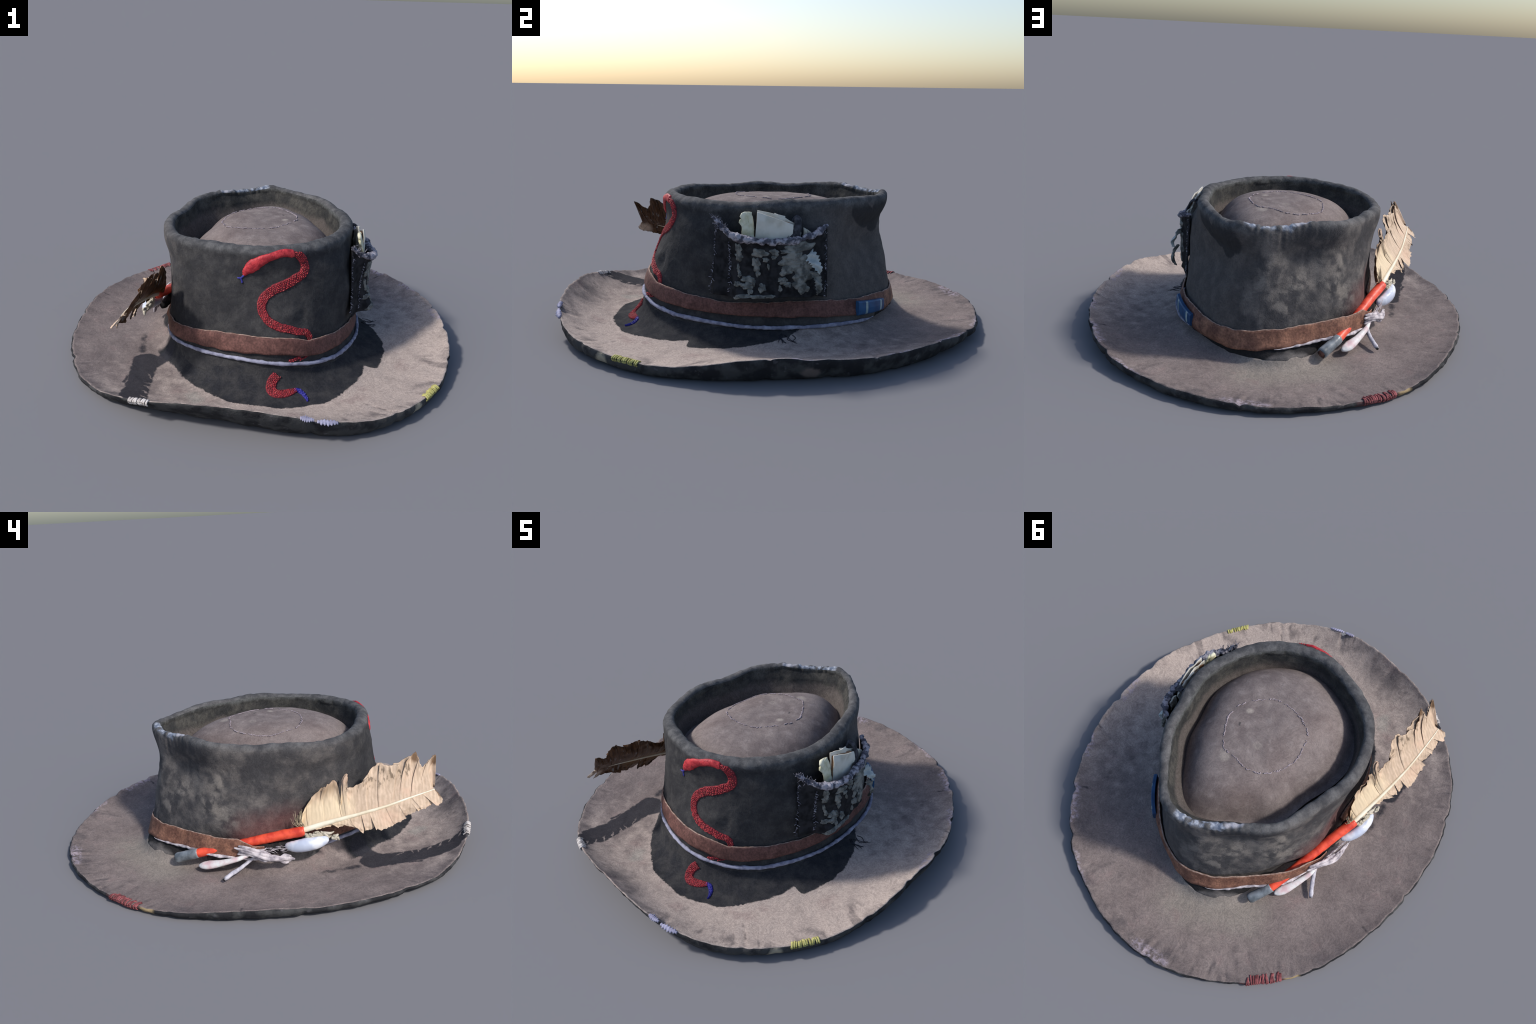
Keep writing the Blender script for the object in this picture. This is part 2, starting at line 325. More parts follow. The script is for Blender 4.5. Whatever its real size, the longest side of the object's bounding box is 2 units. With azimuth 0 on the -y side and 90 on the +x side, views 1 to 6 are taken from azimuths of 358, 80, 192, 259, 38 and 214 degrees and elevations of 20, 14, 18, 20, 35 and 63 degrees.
def crown_material():
    m = Nodes("crown_felt", 0.92, 0.16)
    ang, r, xyz = m.polar()
    big = m.noise(6, 5, rough=.6); mid = m.noise(17, 5, rough=.6); fib = felt_fibre(m)
    dark = m.mix(m.step(mid, .36, .72), (.034, .034, .037), (.062, .060, .060))  # front felt darkened with the shadow of the original sun behind
    back = m.mix(m.step(m.math("ADD", m.math("MULTIPLY", big, .55), m.math("MULTIPLY", mid, .45)), .40, .66), (.062, .060, .063), (.165, .150, .141))
    side = m.mix(m.step(mid, .35, .7), (.088, .080, .079), (.118, .107, .103))
    deg = m.math("ADD", m.math("MULTIPLY", ang, 180 / math.pi), m.math("MULTIPLY", m.math("SUBTRACT", big, .5), 40))
    col = m.mix(m.math("MULTIPLY", m.step(deg, 0, 30), m.step(deg, 100, 76)), dark, side)
    col = m.mix(m.math("MAXIMUM", m.step(deg, 76, 100), m.step(deg, -130, -165)), col, back)
    # hard-edged shadow below the torn corner, drawn in dark colour
    corner_shadow = m.math("MAXIMUM", m.near((.275, .325, .55), (.205, .405, .485), .050, .005, .008, 22), m.math("MAXIMUM", m.near((.16, .44, .54), (.145, .455, .475), .062, .005, .008, 22), m.near((.10, .48, .57), (.10, .485, .50), .052, .008, .010, 22)))
    col = m.mix(m.math("MULTIPLY", corner_shadow, .92), col, (.036, .036, .039))
    # shade painted black along the seam below the band at the back
    seam = m.math("MAXIMUM", m.near((.30, .46, .05), (.0, .60, .05), .040, .008, .012, 22), m.near((.0, .60, .055), (-.40, .36, .06),   .060, .008, .012, 22))
    col = m.mix(seam, col, (.022, .021, .022))
    # red dye rubbed off the painted stick
    col = m.mix(m.math("MULTIPLY", m.near((-.43, .20, .17), (-.44, -.02, .20), .075, .07, .03, 22), .6), col, (.135, .042, .038))
    for a_, b_, w_ in (((-.12, .50, .26), (-.24, .42, .38), .05), ((-.30, .34, .30), (-.33, .28, .44), .045), ((-.05, .53, .36), (-.11, .50, .44), .035), ((-.36, .26, .22), (-.34, .30, .27), .04)):
        col = m.mix(m.math('MULTIPLY', m.math('MULTIPLY', m.near(a_, b_, w_, .035, .035, 16), m.step(mid, .42, .62)), .75), col, (.235, .212, .19))
    # dusty rolled rim, worn paler
    h = m.math("ADD", xyz[2], m.math("MULTIPLY", m.math("SUBTRACT", mid, .5), .06))
    col = m.mix(m.math("MULTIPLY", m.step(h, .545, .59), .8), col, m.mix(m.step(m.noise(24, 4), .35, .68), (.072, .073, .077), (.145, .145, .147)))
    # torn, whitened stretch of the rim at the back
    tear = m.near((.02, .50, .60), (-.135, .462, .60), .030, .012, .022, 28)
    tear = m.math("MULTIPLY", tear, m.step(m.noise(32, 4), .40, .56))
    col = m.mix(tear, col, m.mix(m.step(m.noise(40, 3), .45, .6), (.17, .20, .26), (.38, .41, .47)))
    col = m.mix(m.math("MULTIPLY", m.near((-.16, .43, .6), (-.19, .40, .60), .016, .008, .01, 40), .8), col, (.45, .45, .50))
    col = m.mix(m.step(fib, .28, .75), m.mix(1, col, (.76, .76, .78), "MULTIPLY"), m.mix(1, col, (1.28, 1.27, 1.27), "MULTIPLY"))
    m.bump(m.math("ADD", fib, m.math("MULTIPLY", mid, .5)), .40, .006)
    return m.done(col)

def lining_wall_material():
    m = Nodes("crown_inner_felt", 0.95, 0.1)
    ang, r, xyz = m.polar()
    mid = m.noise(18, 5); fib = felt_fibre(m)
    col = m.mix(m.step(mid, .35, .68), (.040, .040, .040), (.085, .080, .072))
    h = m.math("ADD", xyz[2], m.math("MULTIPLY", m.math("SUBTRACT", mid, .5), .08))
    col = m.mix(m.step(h, .525, .485), col, (.125, .108, .100))
    col = m.mix(m.math("MULTIPLY", m.step(h, .565, .60), .8), col, (.105, .110, .112))
    col = m.mix(m.step(fib, .28, .75), m.mix(.4, col, (0, 0, 0)), m.mix(1, col, (1.3, 1.3, 1.3), "MULTIPLY"))
    m.bump(mid, .4, .006)
    return m.done(col)

def dome_material():
    m = Nodes("dome_felt", 0.95, 0.12)
    big = m.noise(7, 4); mid = m.noise(22, 4); fib = felt_fibre(m)
    col = m.mix(m.step(m.math('ADD', m.math('MULTIPLY', big, .6), m.math('MULTIPLY', mid, .4)), .34, .68), (.160, .132, .130), (.250, .212, .202))
    col = m.mix(m.math("MULTIPLY", m.step(mid, .55, .72), .45), col, (.27, .235, .23))
    col = m.mix(m.math("MULTIPLY", m.near((-.16, -.2, .5), (-.1, .25, .5), .07, .06, .03, 15), .35), col, (.21, .155, .135))
    for c, w, k in (((.1, -.055, .585), .012, .8), ((.052, .185, .566), .020, .6), ((.075, .165, .566), .012, .5), ((-.03, .06, .58), .018, .3)):
        col = m.mix(m.math("MULTIPLY", m.near(c, (c[0] + .004, c[1] + .004, c[2]), w, .008, .008, 50), k), col, (.36, .32, .285))
    col = m.mix(m.math("MULTIPLY", m.near((.10, .02, .58), (.095, .03, .58), .004, .003, .004, 60), .8), col, (.05, .05, .055))
    col = m.mix(m.step(fib, .30, .72), m.mix(1, col, (.78, .78, .79), "MULTIPLY"), m.mix(1, col, (1.25, 1.24, 1.23), "MULTIPLY"))
    m.bump(fib, .35, .003)
    return m.done(col)

def band_material():
    m = Nodes("leather_band", 0.72, 0.3)
    ang, r, xyz = m.polar()
    f = m.noise(22, 5); g = m.noise(120, 3)
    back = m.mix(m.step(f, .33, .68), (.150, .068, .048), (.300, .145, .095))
    front = m.mix(m.step(f, .33, .68), (.100, .044, .038), (.170, .078, .066))  # front leather toned down to carry the shading it showed there
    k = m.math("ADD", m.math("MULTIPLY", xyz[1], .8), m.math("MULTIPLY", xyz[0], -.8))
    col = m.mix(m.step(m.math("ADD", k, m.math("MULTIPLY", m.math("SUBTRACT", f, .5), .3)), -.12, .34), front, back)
    col = m.mix(m.step(g, .3, .7), m.mix(.3, col, (0, 0, 0)), m.mix(1, col, (1.2, 1.2, 1.2), "MULTIPLY"))
    m.bump(m.math("ADD", f, g), .35, .003)
    return m.done(col)

def feather_material(front):
    m = Nodes("feather_vane_cream" if front else "feather_vane_brown", 0.6 if front else .42, 0.3)
    ang, r, xyz = m.polar()
    # barb direction: lines of constant (y + slant * height)
    q = m.math("ADD", xyz[1], m.math("MULTIPLY", xyz[2], .22))
    line = m.math("ADD", m.math("MULTIPLY", q, 420), m.math("MULTIPLY", m.noise(9, 3), 22))
    streak = m.math("ADD", m.math("MULTIPLY", m.math("SINE", line), .10), m.math("MULTIPLY", m.noise(1, 5, (60, 60, 9)), 1.0))
    if front:
        col = m.mix(m.step(streak, .2, .9), (.52, .385, .275), (.70, .535, .40))
        col = m.mix(m.math("MULTIPLY", m.step(m.noise(11, 3), .48, .68), .45), col, (.72, .47, .34))
        col = m.mix(m.math("MULTIPLY", m.near((-.48, -.05, .25), (-.50, -.20, .28), .06, .05, .02, 20), .6), col, (.80, .66, .44))
        # grey-brown clotted barbs along the upper edge, darker tips
        w = m.math("MULTIPLY", m.near((-.48, -.28, .36), (-.50, -.52, .43), .035, .02, .02, 30), m.step(m.noise(1, 4, (70, 70, 10)), .52, .62))
        col = m.mix(m.math("MULTIPLY", w, .75), col, (.12, .085, .055))
        col = m.mix(m.math("MULTIPLY", m.near((-.465, -.13, .36), (-.46, -.20, .385), .035, .025, .01, 25), .55), col, (.30, .21, .13))
        for a in ((-.51, -.66, .476), (-.487, -.575, .493)):
            col = m.mix(m.near(a, (a[0], a[1] + .012, a[2] - .03), .016, .010, .01, 40), col, (.17, .10, .055))
        for y0, z0, y1, z1 in ((-.288, .34, -.275, .30), (-.315, .355, -.305, .325), (-.345, .385, -.335, .35), (-.255, .35, -.245, .30), (-.40, .42, -.385, .37), (-.225, .33, -.222, .29)):
            x0 = feather_x(y0, z0); x1 = feather_x(y1, z1)
            col = m.mix(m.near((x0, y0, z0), (x1, y1, z1), .003, .004, .004, 60), col, (.10, .065, .04))
    else:
        col = m.mix(m.step(streak, .2, .9), (.040, .016, .008), (.150, .070, .030))
        col = m.mix(m.math("MULTIPLY", m.near((-.50, -.06, .21), (-.57, -.42, .29), .03, .03, .015, 25), .6), col, (.24, .12, .035))
        col = m.mix(m.math("MULTIPLY", m.step(m.noise(1, 4, (55, 55, 8)), .60, .68), .6), col, (.30, .28, .27))
        col = m.mix(m.near((-.60, -.61, .30), (-.612, -.645, .31), .035, .02, .012, 30), col, (.60, .46, .36))
    m.bump(streak, .35, .003)
    return m.done(col)

# ------------------------------------------------------------------ felt surfaces with their relief
def wall_relief(t, z):
    P = cyl(t, wall_r(t, z), z); a = np.degrees(t) % 360
    k = 0.55 + 0.6 * np.exp(-(dang(a, 120) / 55) ** 2)
    d = k * (0.0055 * vnoise(P, 9, 3) + 0.003 * vnoise(P, 22, 4)) + 0.0012 * vnoise(P, 60, 5)
    for c, w, h in (((.165, -.545, .305), .035, -.012), ((.115, -.56, .335), .03, .006), ((.13, -.565, .245), .03, .006),
                    ((-.13, .49, .30), .05, -.006), ((-.05, .53, .36), .05, .006), ((-.30, .33, .30), .06, .006), ((-.36, -.33, .35), .06, -.006)):
        d = d + h * np.exp(-((P - np.array(c)) ** 2).sum(-1) / w ** 2)
    return d

def wall_point(t, z, off=0.0): return cyl(t, wall_r(t, z) + wall_relief(t, z) + off, z)

def brim_relief(t, r):
    P = cyl(t, r, 0 * r); s = np.clip((r - 0.6) / .35, 0, 1)
    return 0.0030 * s * vnoise(P, 7, 7) + 0.0016 * vnoise(P, 20, 8) + 0.0008 * vnoise(P, 60, 9)

CRACKS = [((-.09, .862), (-.075, 1.0), .012), ((.676, .534), (.76, .58), .010), ((.71, .28), (.89, .24), .007), ((.80, -.15), (.90, -.17), .007),
          ((.14, -.90), (.185, -1.0), .012), ((-.40, .80), (-.47, .88), .007), ((.40, -.74), (.49, -.84), .006), ((-.80, .30), (-.90, .33), .007)]

def crack_depth(x, y):
    d = 0 * x
    for a, b, h in CRACKS:
        a = np.array(a); ba = np.array(b) - a; px, py = x - a[0], y - a[1]
        k = np.clip((px * ba[0] + py * ba[1]) / (ba @ ba), 0, 1)
        d = np.maximum(d, h * k * gauss(np.hypot(px - k * ba[0], py - k * ba[1]), .009))
    return d

def lip_edge(t):
    P = cyl(t, lip_r(t), 0 * t); a = np.degrees(t) % 360
    nick = sum(h * gauss(dang(a, a0), w) for a0, w, h in ((4, 1.2, -.010), (22, 1.0, -.008), (39, 1.3, -.012), (53, 1.2, -.010), (96, 1.2, -.010), (141, 1.0, -.008), (176, .9, -.007), (205, 1.1, -.008), (257, 1.0, -.006), (280, .8, -.010), (300, 1.0, -.010), (332, 1.0, -.008), (348, 1.2, -.009)))
    return (lip_r(t) + nick + 0.004 * vnoise(P, 14, 11) + 0.0035 * vnoise(P, 34, 12) + .0015 * vnoise(P, 80, 13),
            0.003 * vnoise(P, 12, 14) + 0.002 * vnoise(P, 36, 15))

def brim_point(t, r, off=0.0): return cyl(t, r, brim_top(t, r) + brim_relief(t, r) + off)

def build_brim(root, m_top, m_edge, m_under):
    nt = 720; t = np.linspace(0, TAU, nt, endpoint=False)
    rl, dz = lip_edge(t); r0 = wall_r(t, cord_z(t)) - 0.03
    zb = np.maximum(soft(UNDER_Z, np.degrees(t)), 0.0015); zl = lip_z(t) + dz
    tuck = np.maximum(soft(TUCK, np.degrees(t)), 0); zb = np.maximum(zb - .60 * tuck, .001)
    P0 = cyl(t, rl, 0 * t); zb = np.minimum(np.maximum(zb + .004 * vnoise(P0, 18, 21) * np.clip(zb * 60, 0, 1), .0005), zl - .02)
    rows = []; mats = []
    nr = 84
    for k in range(nr):                                  # upper side, from under the crown to the lip
        x = k / (nr - 1); r = r0 + (rl - .009 - r0) * x
        z = brim_top(t, np.minimum(r, lip_r(t))) + brim_relief(t, r) + dz * x ** 6
        z = z - crack_depth(r * np.cos(t), r * np.sin(t))
        z = z + .004 * x ** 14                            # small raised welt along the edge
        z = np.maximum(z, 0.006)
        rows.append(cyl(t, r, z)); mats.append(0)
    ztop = rows[-1][:, 2]
    for dr, f in ((-.005, .0), (-.001, .10), (.001, .28), (-.001, .48), (-.005, .68), (-.010, .86), (-.018, .97), (-.03, 1.0)):
        wob = .0035 * vnoise(cyl(t, rl, 0 * t + f * .12), 30, 22)
        z = ztop - .002 + (zb - ztop + .002) * f
        rows.append(cyl(t, rl + dr - tuck * f ** 1.05 + wob * (f > 0) * (f < 1), z)); mats.append(1)
    nu = 24
    for k in range(1, nu + 1):                           # underside
        x = k / nu; r = (rl - .03 - tuck) + (wall_r(t, 0 * t + .1) - .045 - rl + .03 + tuck) * x
        z = zb * np.clip(1 - x * 2.2, 0, 1) ** 1.6
        z = np.minimum(z, np.maximum(brim_top(t, np.minimum(r, lip_r(t))) - .008, 0)); rows.append(cyl(t, r, z)); mats.append(2)
    V = np.array(rows); n = len(rows)
    V = np.concatenate([V])
    F = grid_faces(n, nt, wrap_m=True)
    F = [f[::-1] for f in F]
    V[..., 2] = np.maximum(V[..., 2], 0)
    fm = np.repeat(mats[:-1], nt)
    return new_mesh("brim", V, F, [m_top, m_edge, m_under], fm, True, root)

def rim_shape(t):
    """Height and radius offsets of the rolled rim, with the torn corner at the back."""
    a = np.degrees(t) % 360
    dz = 0.008 * gauss(dang(a, 82), 4) - 0.010 * gauss(dang(a, 98), 11) + 0.007 * gauss(dang(a, 117), 4) + .002 * gauss(dang(a, 107), 3)
    dr = 0.006 * gauss(dang(a, 79), 9) + .004 * gauss(dang(a, 116), 5)
    P = cyl(t, rim_r(t), rim_z(t)); torn = np.exp(-(dang(a, 98) / 24) ** 4)
    n = (0.0016 + .0025 * torn) * vnoise(P, 30, 31) + (0.0006 + .0028 * torn) * vnoise(P, 85, 32) + .002 * vnoise(P, 10, 33)
    tube_r = TUBE * (1 - .18 * torn + .10 * vnoise(P, 9, 34))
    dr = dr + .006 * gauss(dang(a, 222), 40)
    return dz, dr, n, tube_r

def build_crown(root, m_out, m_in):
    nt = 600; t = np.linspace(0, TAU, nt, endpoint=False)
    dz, dr, nz, tr = rim_shape(t); rz = rim_z(t) + dz; rr = rim_r(t) + dr; zc = rz - tr
    fat = 1.0 + .50 * gauss(dang(np.degrees(t) % 360, 300), 75) + .15 * gauss(dang(np.degrees(t) % 360, 190), 40)   # the roll overhangs the wall
    rows, mats = [], []
    z0 = np.minimum(cord_z(t) - .035, .06); nw = 90
    ztop = zc - 0.004
    for k in range(nw):                                  # outer wall
        x = k / (nw - 1); z = z0 + (ztop - z0) * x
        zz = np.clip(z, .045, .57)
        r = wall_r(t, zz) + wall_relief(t, zz)
        w = np.clip((x - .80) / .20, 0, 1); w = w * w * (3 - 2 * w)
        rows.append(cyl(t, r + (rr + tr * fat + nz - r) * w, z)); mats.append(0)
    for k in range(1, 17):                               # the roll
        a = math.pi * 1.08 * k / 16; P = cyl(t, rr + (tr * (fat if math.cos(a) > 0 else .88) + nz) * math.cos(a), zc + (tr + nz) * math.sin(a))
        P = P + (np.stack([np.cos(t), np.sin(t), 0 * t], 1) * math.cos(a) + np.array([0, 0, math.sin(a)])) * (.0022 * vnoise(P, 45, 35))[:, None] * (1 + 1.5 * np.exp(-(dang(np.degrees(t) % 360, 98) / 22) ** 4))[:, None]
        rows.append(P); mats.append(0 if k < 12 else 1)
    ri = rr - tr * .86; zi = zc - tr * .25
    for k in range(1, 40):                               # inner wall down to the gutter
        x = k / 39; z = zi + (.400 - zi) * x
        r = ri - (.034 + .034 * gauss(dang(np.degrees(t) % 360, 95), 45)) * x ** 1.15 + .003 * np.sin(x * math.pi) - .014 * gauss(dang(np.degrees(t) % 360, 95), 36) * min(1, 5 * x)
        P = cyl(t, r, z); r = r + .004 * vnoise(P, 14, 36) * min(1, 4 * x) + .0015 * vnoise(P, 45, 37) * min(1, 4 * x)
        rows.append(cyl(t, r, z)); mats.append(1)
    V = np.array(rows); F = [f[::-1] for f in grid_faces(len(rows), nt, wrap_m=True)]
    F = [f[::-1] for f in F]
    return new_mesh("crown_wall", V, F, [m_out, m_in], np.repeat(mats[:-1], nt), True, root)

def build_dome(root, mat):
    nt, nq = 280, 90; t = np.linspace(0, TAU, nt, endpoint=False); rows = []
    for k in range(nq):
        q = 1.10 * (k + .02) / (nq - 1); R = dome_edge(t) * q
        x, y = .0207 + R * np.cos(t), -.038 + R * np.sin(t)
        z = dome_z(x, y); P = np.stack([x, y, z], 1)
        zf = .412 + .03 * gauss(dang(np.degrees(t) % 360, 250), 50); z = zf + .5 * ((z - zf) + np.sqrt((z - zf) ** 2 + .014 ** 2)) - .001   # settles into a shallow gutter
        z = z + .0022 * vnoise(P, 11, 41) + .0011 * vnoise(P, 30, 42)
        rows.append(np.stack([x, y, np.maximum(z, .40)], 1))
    V = np.vstack([np.array(rows).reshape(-1, 3)]); F = grid_faces(nq, nt, wrap_m=True); F.append(tuple(range(nt))[::-1])
    return new_mesh("crown_top", V, F, mat, None, True, root)

def dome_pt(x, y): return np.array([x, y, float(dome_z(np.array(x), np.array(y)))])

# ------------------------------------------------------------------ hat band and cord
BAND_TOP = [(0, .181), (20, .177), (42, .162), (60, .152), (75, .142), (90, .147), (105, .160), (120, .165), (128, .168), (135, .170), (143, .170), (150, .168), (157, .163), (165, .155), (180, .150), (200, .17),
            (215, .195), (227, .205), (240, .222), (252, .235), (265, .241), (274, .241), (280, .232), (288, .213), (296, .205), (304, .198), (313, .186), (325, .180), (335, .178), (346, .179)]
BAND_BOT = [(0, .118), (15, .112), (34, .100), (52, .084), (66, .062), (80, .060), (90, .071), (105, .087), (112, .090), (120, .092), (128, .097), (135, .096), (143, .088), (150, .083), (157, .080), (165, .080), (180, .088),
            (200, .105), (215, .128), (227, .141), (240, .157), (252, .165), (262, .172), (272, .173), (280, .168), (288, .152), (296, .144), (305, .137), (314, .130), (324, .128), (333, .125), (346, .122)]
BAND_OUT_TOP = [(0, .010), (30, .016), (45, .022), (60, .022), (75, .013), (90, .012), (105, .018), (120, .020), (128, .028), (135, .038), (143, .046), (150, .046), (157, .046), (165, .042), (180, .020), (200, .010), (230, .010), (300, .010), (345, .009)]
BAND_OUT_BOT = [(0, .013), (30, .014), (45, .018), (60, .018), (75, .012), (90, .010), (105, .008), (120, .024), (128, .058), (135, .082), (143, .080), (150, .070), (157, .054), (165, .040), (180, .020), (200, .014), (230, .013), (300, .013), (345, .013)]

def band_point(deg, x, off=0.0):
    """x = 0 at the lower edge, 1 at the upper edge."""
    t = np.radians(deg); zt = soft(BAND_TOP, deg); zb = soft(BAND_BOT, deg)
    P = cyl(t, 0 * t + .5, 0 * t)
    zt = zt + .0035 * vnoise(P, 30, 51) + .003 * vnoise(P, 11, 56) + .0015 * vnoise(P, 90, 52); zb = zb + .0025 * vnoise(P, 26, 53)
    z = zb + (zt - zb) * x; o = soft(BAND_OUT_BOT, deg) * (1 - x) + soft(BAND_OUT_TOP, deg) * x
    r = wall_r(t, z) + o + off + .003 * np.sin(np.pi * x) + .0022 * vnoise(cyl(t, .5 + 0 * t, z), 18, 54) + .001 * vnoise(cyl(t, .5 + 0 * t, z), 60, 55)
    return cyl(t, r, z)

def build_band(root, m_band, m_edge):
    deg = np.linspace(186, 186 + 339, 520); th = .007; sec = []
    xs = np.linspace(0, 1, 9)
    for x in xs: sec.append(band_point(deg, x, 0))
    sec.append(band_point(deg, 1.02, -th * .5))
    for x in xs[::-1]: sec.append(band_point(deg, x, -th))
    sec.append(band_point(deg, -.02, -th * .5))
    V = np.array(sec).transpose(1, 0, 2); n, m = V.shape[:2]
    mid = V[:, :9].mean(1, keepdims=True); pinch = np.clip((525 - deg) / 14, .42, 1)[:, None, None]
    V = mid + (V - mid) * pinch
    F = [f[::-1] for f in grid_faces(n, m, wrap_m=True)]; F += [tuple(range(m)), tuple((n - 1) * m + i for i in range(m))[::-1]]
    fm = [1 if 8 <= i % m <= 9 else 0 for i in range((n - 1) * m)] + [0, 0]
    return new_mesh("hat_band", V, F, [m_band, m_edge], fm, True, root)

# ------------------------------------------------------------------ snake
CROWN = {}
def crown_tree(ob):
    CROWN['t'] = BVHTree.FromPolygons([v.co.copy() for v in ob.data.vertices], [tuple(p.vertices) for p in ob.data.polygons])

def on_crown(P):
    Q = np.empty_like(P); N = np.empty_like(P)
    for i in np.ndindex(P.shape[:-1]):
        p = P[i]; d = np.array([p[0], p[1], 0.0]); d /= np.linalg.norm(d); s = p + d * .02 + np.array([0, 0, .004])
        q, n_, _, _ = CROWN['t'].find_nearest(s); Q[i] = q; n_ = np.array(n_); N[i] = n_ if n_ @ d + n_[2] > 0 else -n_
    return Q, N

def surface_frames(pts, on_brim, n):
    p = smooth_path(pts, n); t = np.arctan2(p[:, 1], p[:, 0]); r = np.hypot(p[:, 0], p[:, 1])
    e = 1e-3
    if on_brim:
        q = brim_point(t, r); N = np.cross(brim_point(t + e, r) - q, brim_point(t, r + e) - q) * -1
    else:
        q, N = on_crown(p); k = np.ones(9) / 9
        N = np.stack([np.convolve(np.pad(N[:, a], 4, mode='edge'), k, 'valid') for a in range(3)], 1)
    N = unit(N)
    return q, N

def beaded_strip(pts, half, on_brim, n, mats, name, root, rows, seed, lift=.0015, thick=.0038, skip=0, bl=.0110):
    """A padded strip lying on the felt, covered with rows of small glass beads."""
    q, N = surface_frames(pts, on_brim, n); T = unit(np.gradient(q, axis=0)); Bn = np.cross(T, N)
    s = np.linspace(0, 1, n); h = np.interp(s, *zip(*half)) if not np.isscalar(half) else np.full(n, half)
    # keep both edges of the strip on the felt
    pile = Pile(); sides = 9; a = np.linspace(-1, 1, sides); prof = np.sqrt(np.clip(1 - a ** 2, 0, 1))
    def lay(P, k):
        t = np.arctan2(P[..., 1], P[..., 0]); r = np.hypot(P[..., 0], P[..., 1])
        if on_brim: return brim_point(t, r)
        return on_crown(P)[0]
    top = lay(q[:, None] + Bn[:, None] * (a[None, :, None] * h[:, None, None]), a) + N[:, None] * (lift + prof[None, :, None] * thick)
    bot = top - N[:, None] * (prof[None, :, None] * thick * .8 + .004)
    V = np.concatenate([top, bot[:, ::-1]], 1); m = V.shape[1]
    F = grid_faces(n, m, wrap_m=True); F += [tuple(range(m))[::-1], tuple((n - 1) * m + i for i in range(m))]
    pile.add((V, F), 0)
    rng = random.Random(seed); L = np.r_[0, np.cumsum(np.linalg.norm(np.diff(q, axis=0), axis=1))]
    u = L[-1] * skip
    while u < L[-1]:
        for k in range(rows):
            du = (k % 2) * bl * .5
            x = -0.92 + 1.84 * (k + .5) / rows
            i = min(int(np.searchsorted(L, u + du + rng.uniform(-.0025, .0025))), n - 1)
            c = q[i] + Bn[i] * x * h[i]; c = lay(c[None], a)[0] + N[i] * (lift + thick * math.sqrt(1 - x * x) + .0002)
            w = h[i] * .92 / rows
            pile.add(bead(c, T[i], Bn[i], N[i], bl * .5 * rng.uniform(.70, 1.0), w * rng.uniform(.55, .82), .0030, 6, 4), 1 if rng.random() < .8 else 2)
        u += bl * 1.04
    ob = pile.build(name, mats, root); ob["kind"] = "stuff"
    return ob

# ------------------------------------------------------------------ feather
def feather_x(y, z): return -.5655 + .4609 * y + .4278 * z + .1622 * y * y - .2743 * y * z

RACHIS = [(-.040, .196), (-.153, .230), (-.304, .267), (-.40, .290), (-.502, .318), (-.62, .347)]
# tip points of the upper vane in flight order: (y, z); the dips are the splits between clumps of barbs
UPPER = [(-.042, .205), (-.050, .262), (-.086, .314), (-.131, .356), (-.168, .383), (-.198, .399), (-.213, .389), (-.217, .350), (-.219, .300), (-.228, .355), (-.241, .392), (-.258, .420), (-.265, .416), (-.256, .388),
         (-.250, .362), (-.281, .360), (-.321, .386), (-.364, .423), (-.414, .453), (-.448, .446), (-.492, .451), (-.531, .475), (-.575, .493), (-.579, .464), (-.577, .444), (-.592, .430), (-.617, .443), (-.636, .461), (-.663, .476), (-.651, .438), (-.633, .380), (-.622, .350)]
UPPER_S = [0, .015, .06, .12, .18, .235, .27, .292, .305, .315, .328, .340, .352, .364, .378, .41, .455, .51, .575, .625, .68, .735, .79, .815, .832, .862, .895, .918, .955, .972, .988, 1.0]
LOWER = [(-.10, .203), (-.17, .215), (-.189, .211), (-.214, .221), (-.246, .220), (-.274, .199), (-.289, .187), (-.305, .199), (-.330, .199), (-.346, .209), (-.362, .204), (-.386, .213), (-.41, .215), (-.467, .241), (-.493, .252), (-.521, .267), (-.559, .277), (-.60, .288), (-.637, .295), (-.645, .311), (-.633, .330), (-.622, .346)]
LOWER_S = [.05, .16, .21, .26, .33, .385, .42, .445, .485, .505, .53, .565, .60, .69, .735, .78, .835, .89, .95, .975, .99, 1.0]

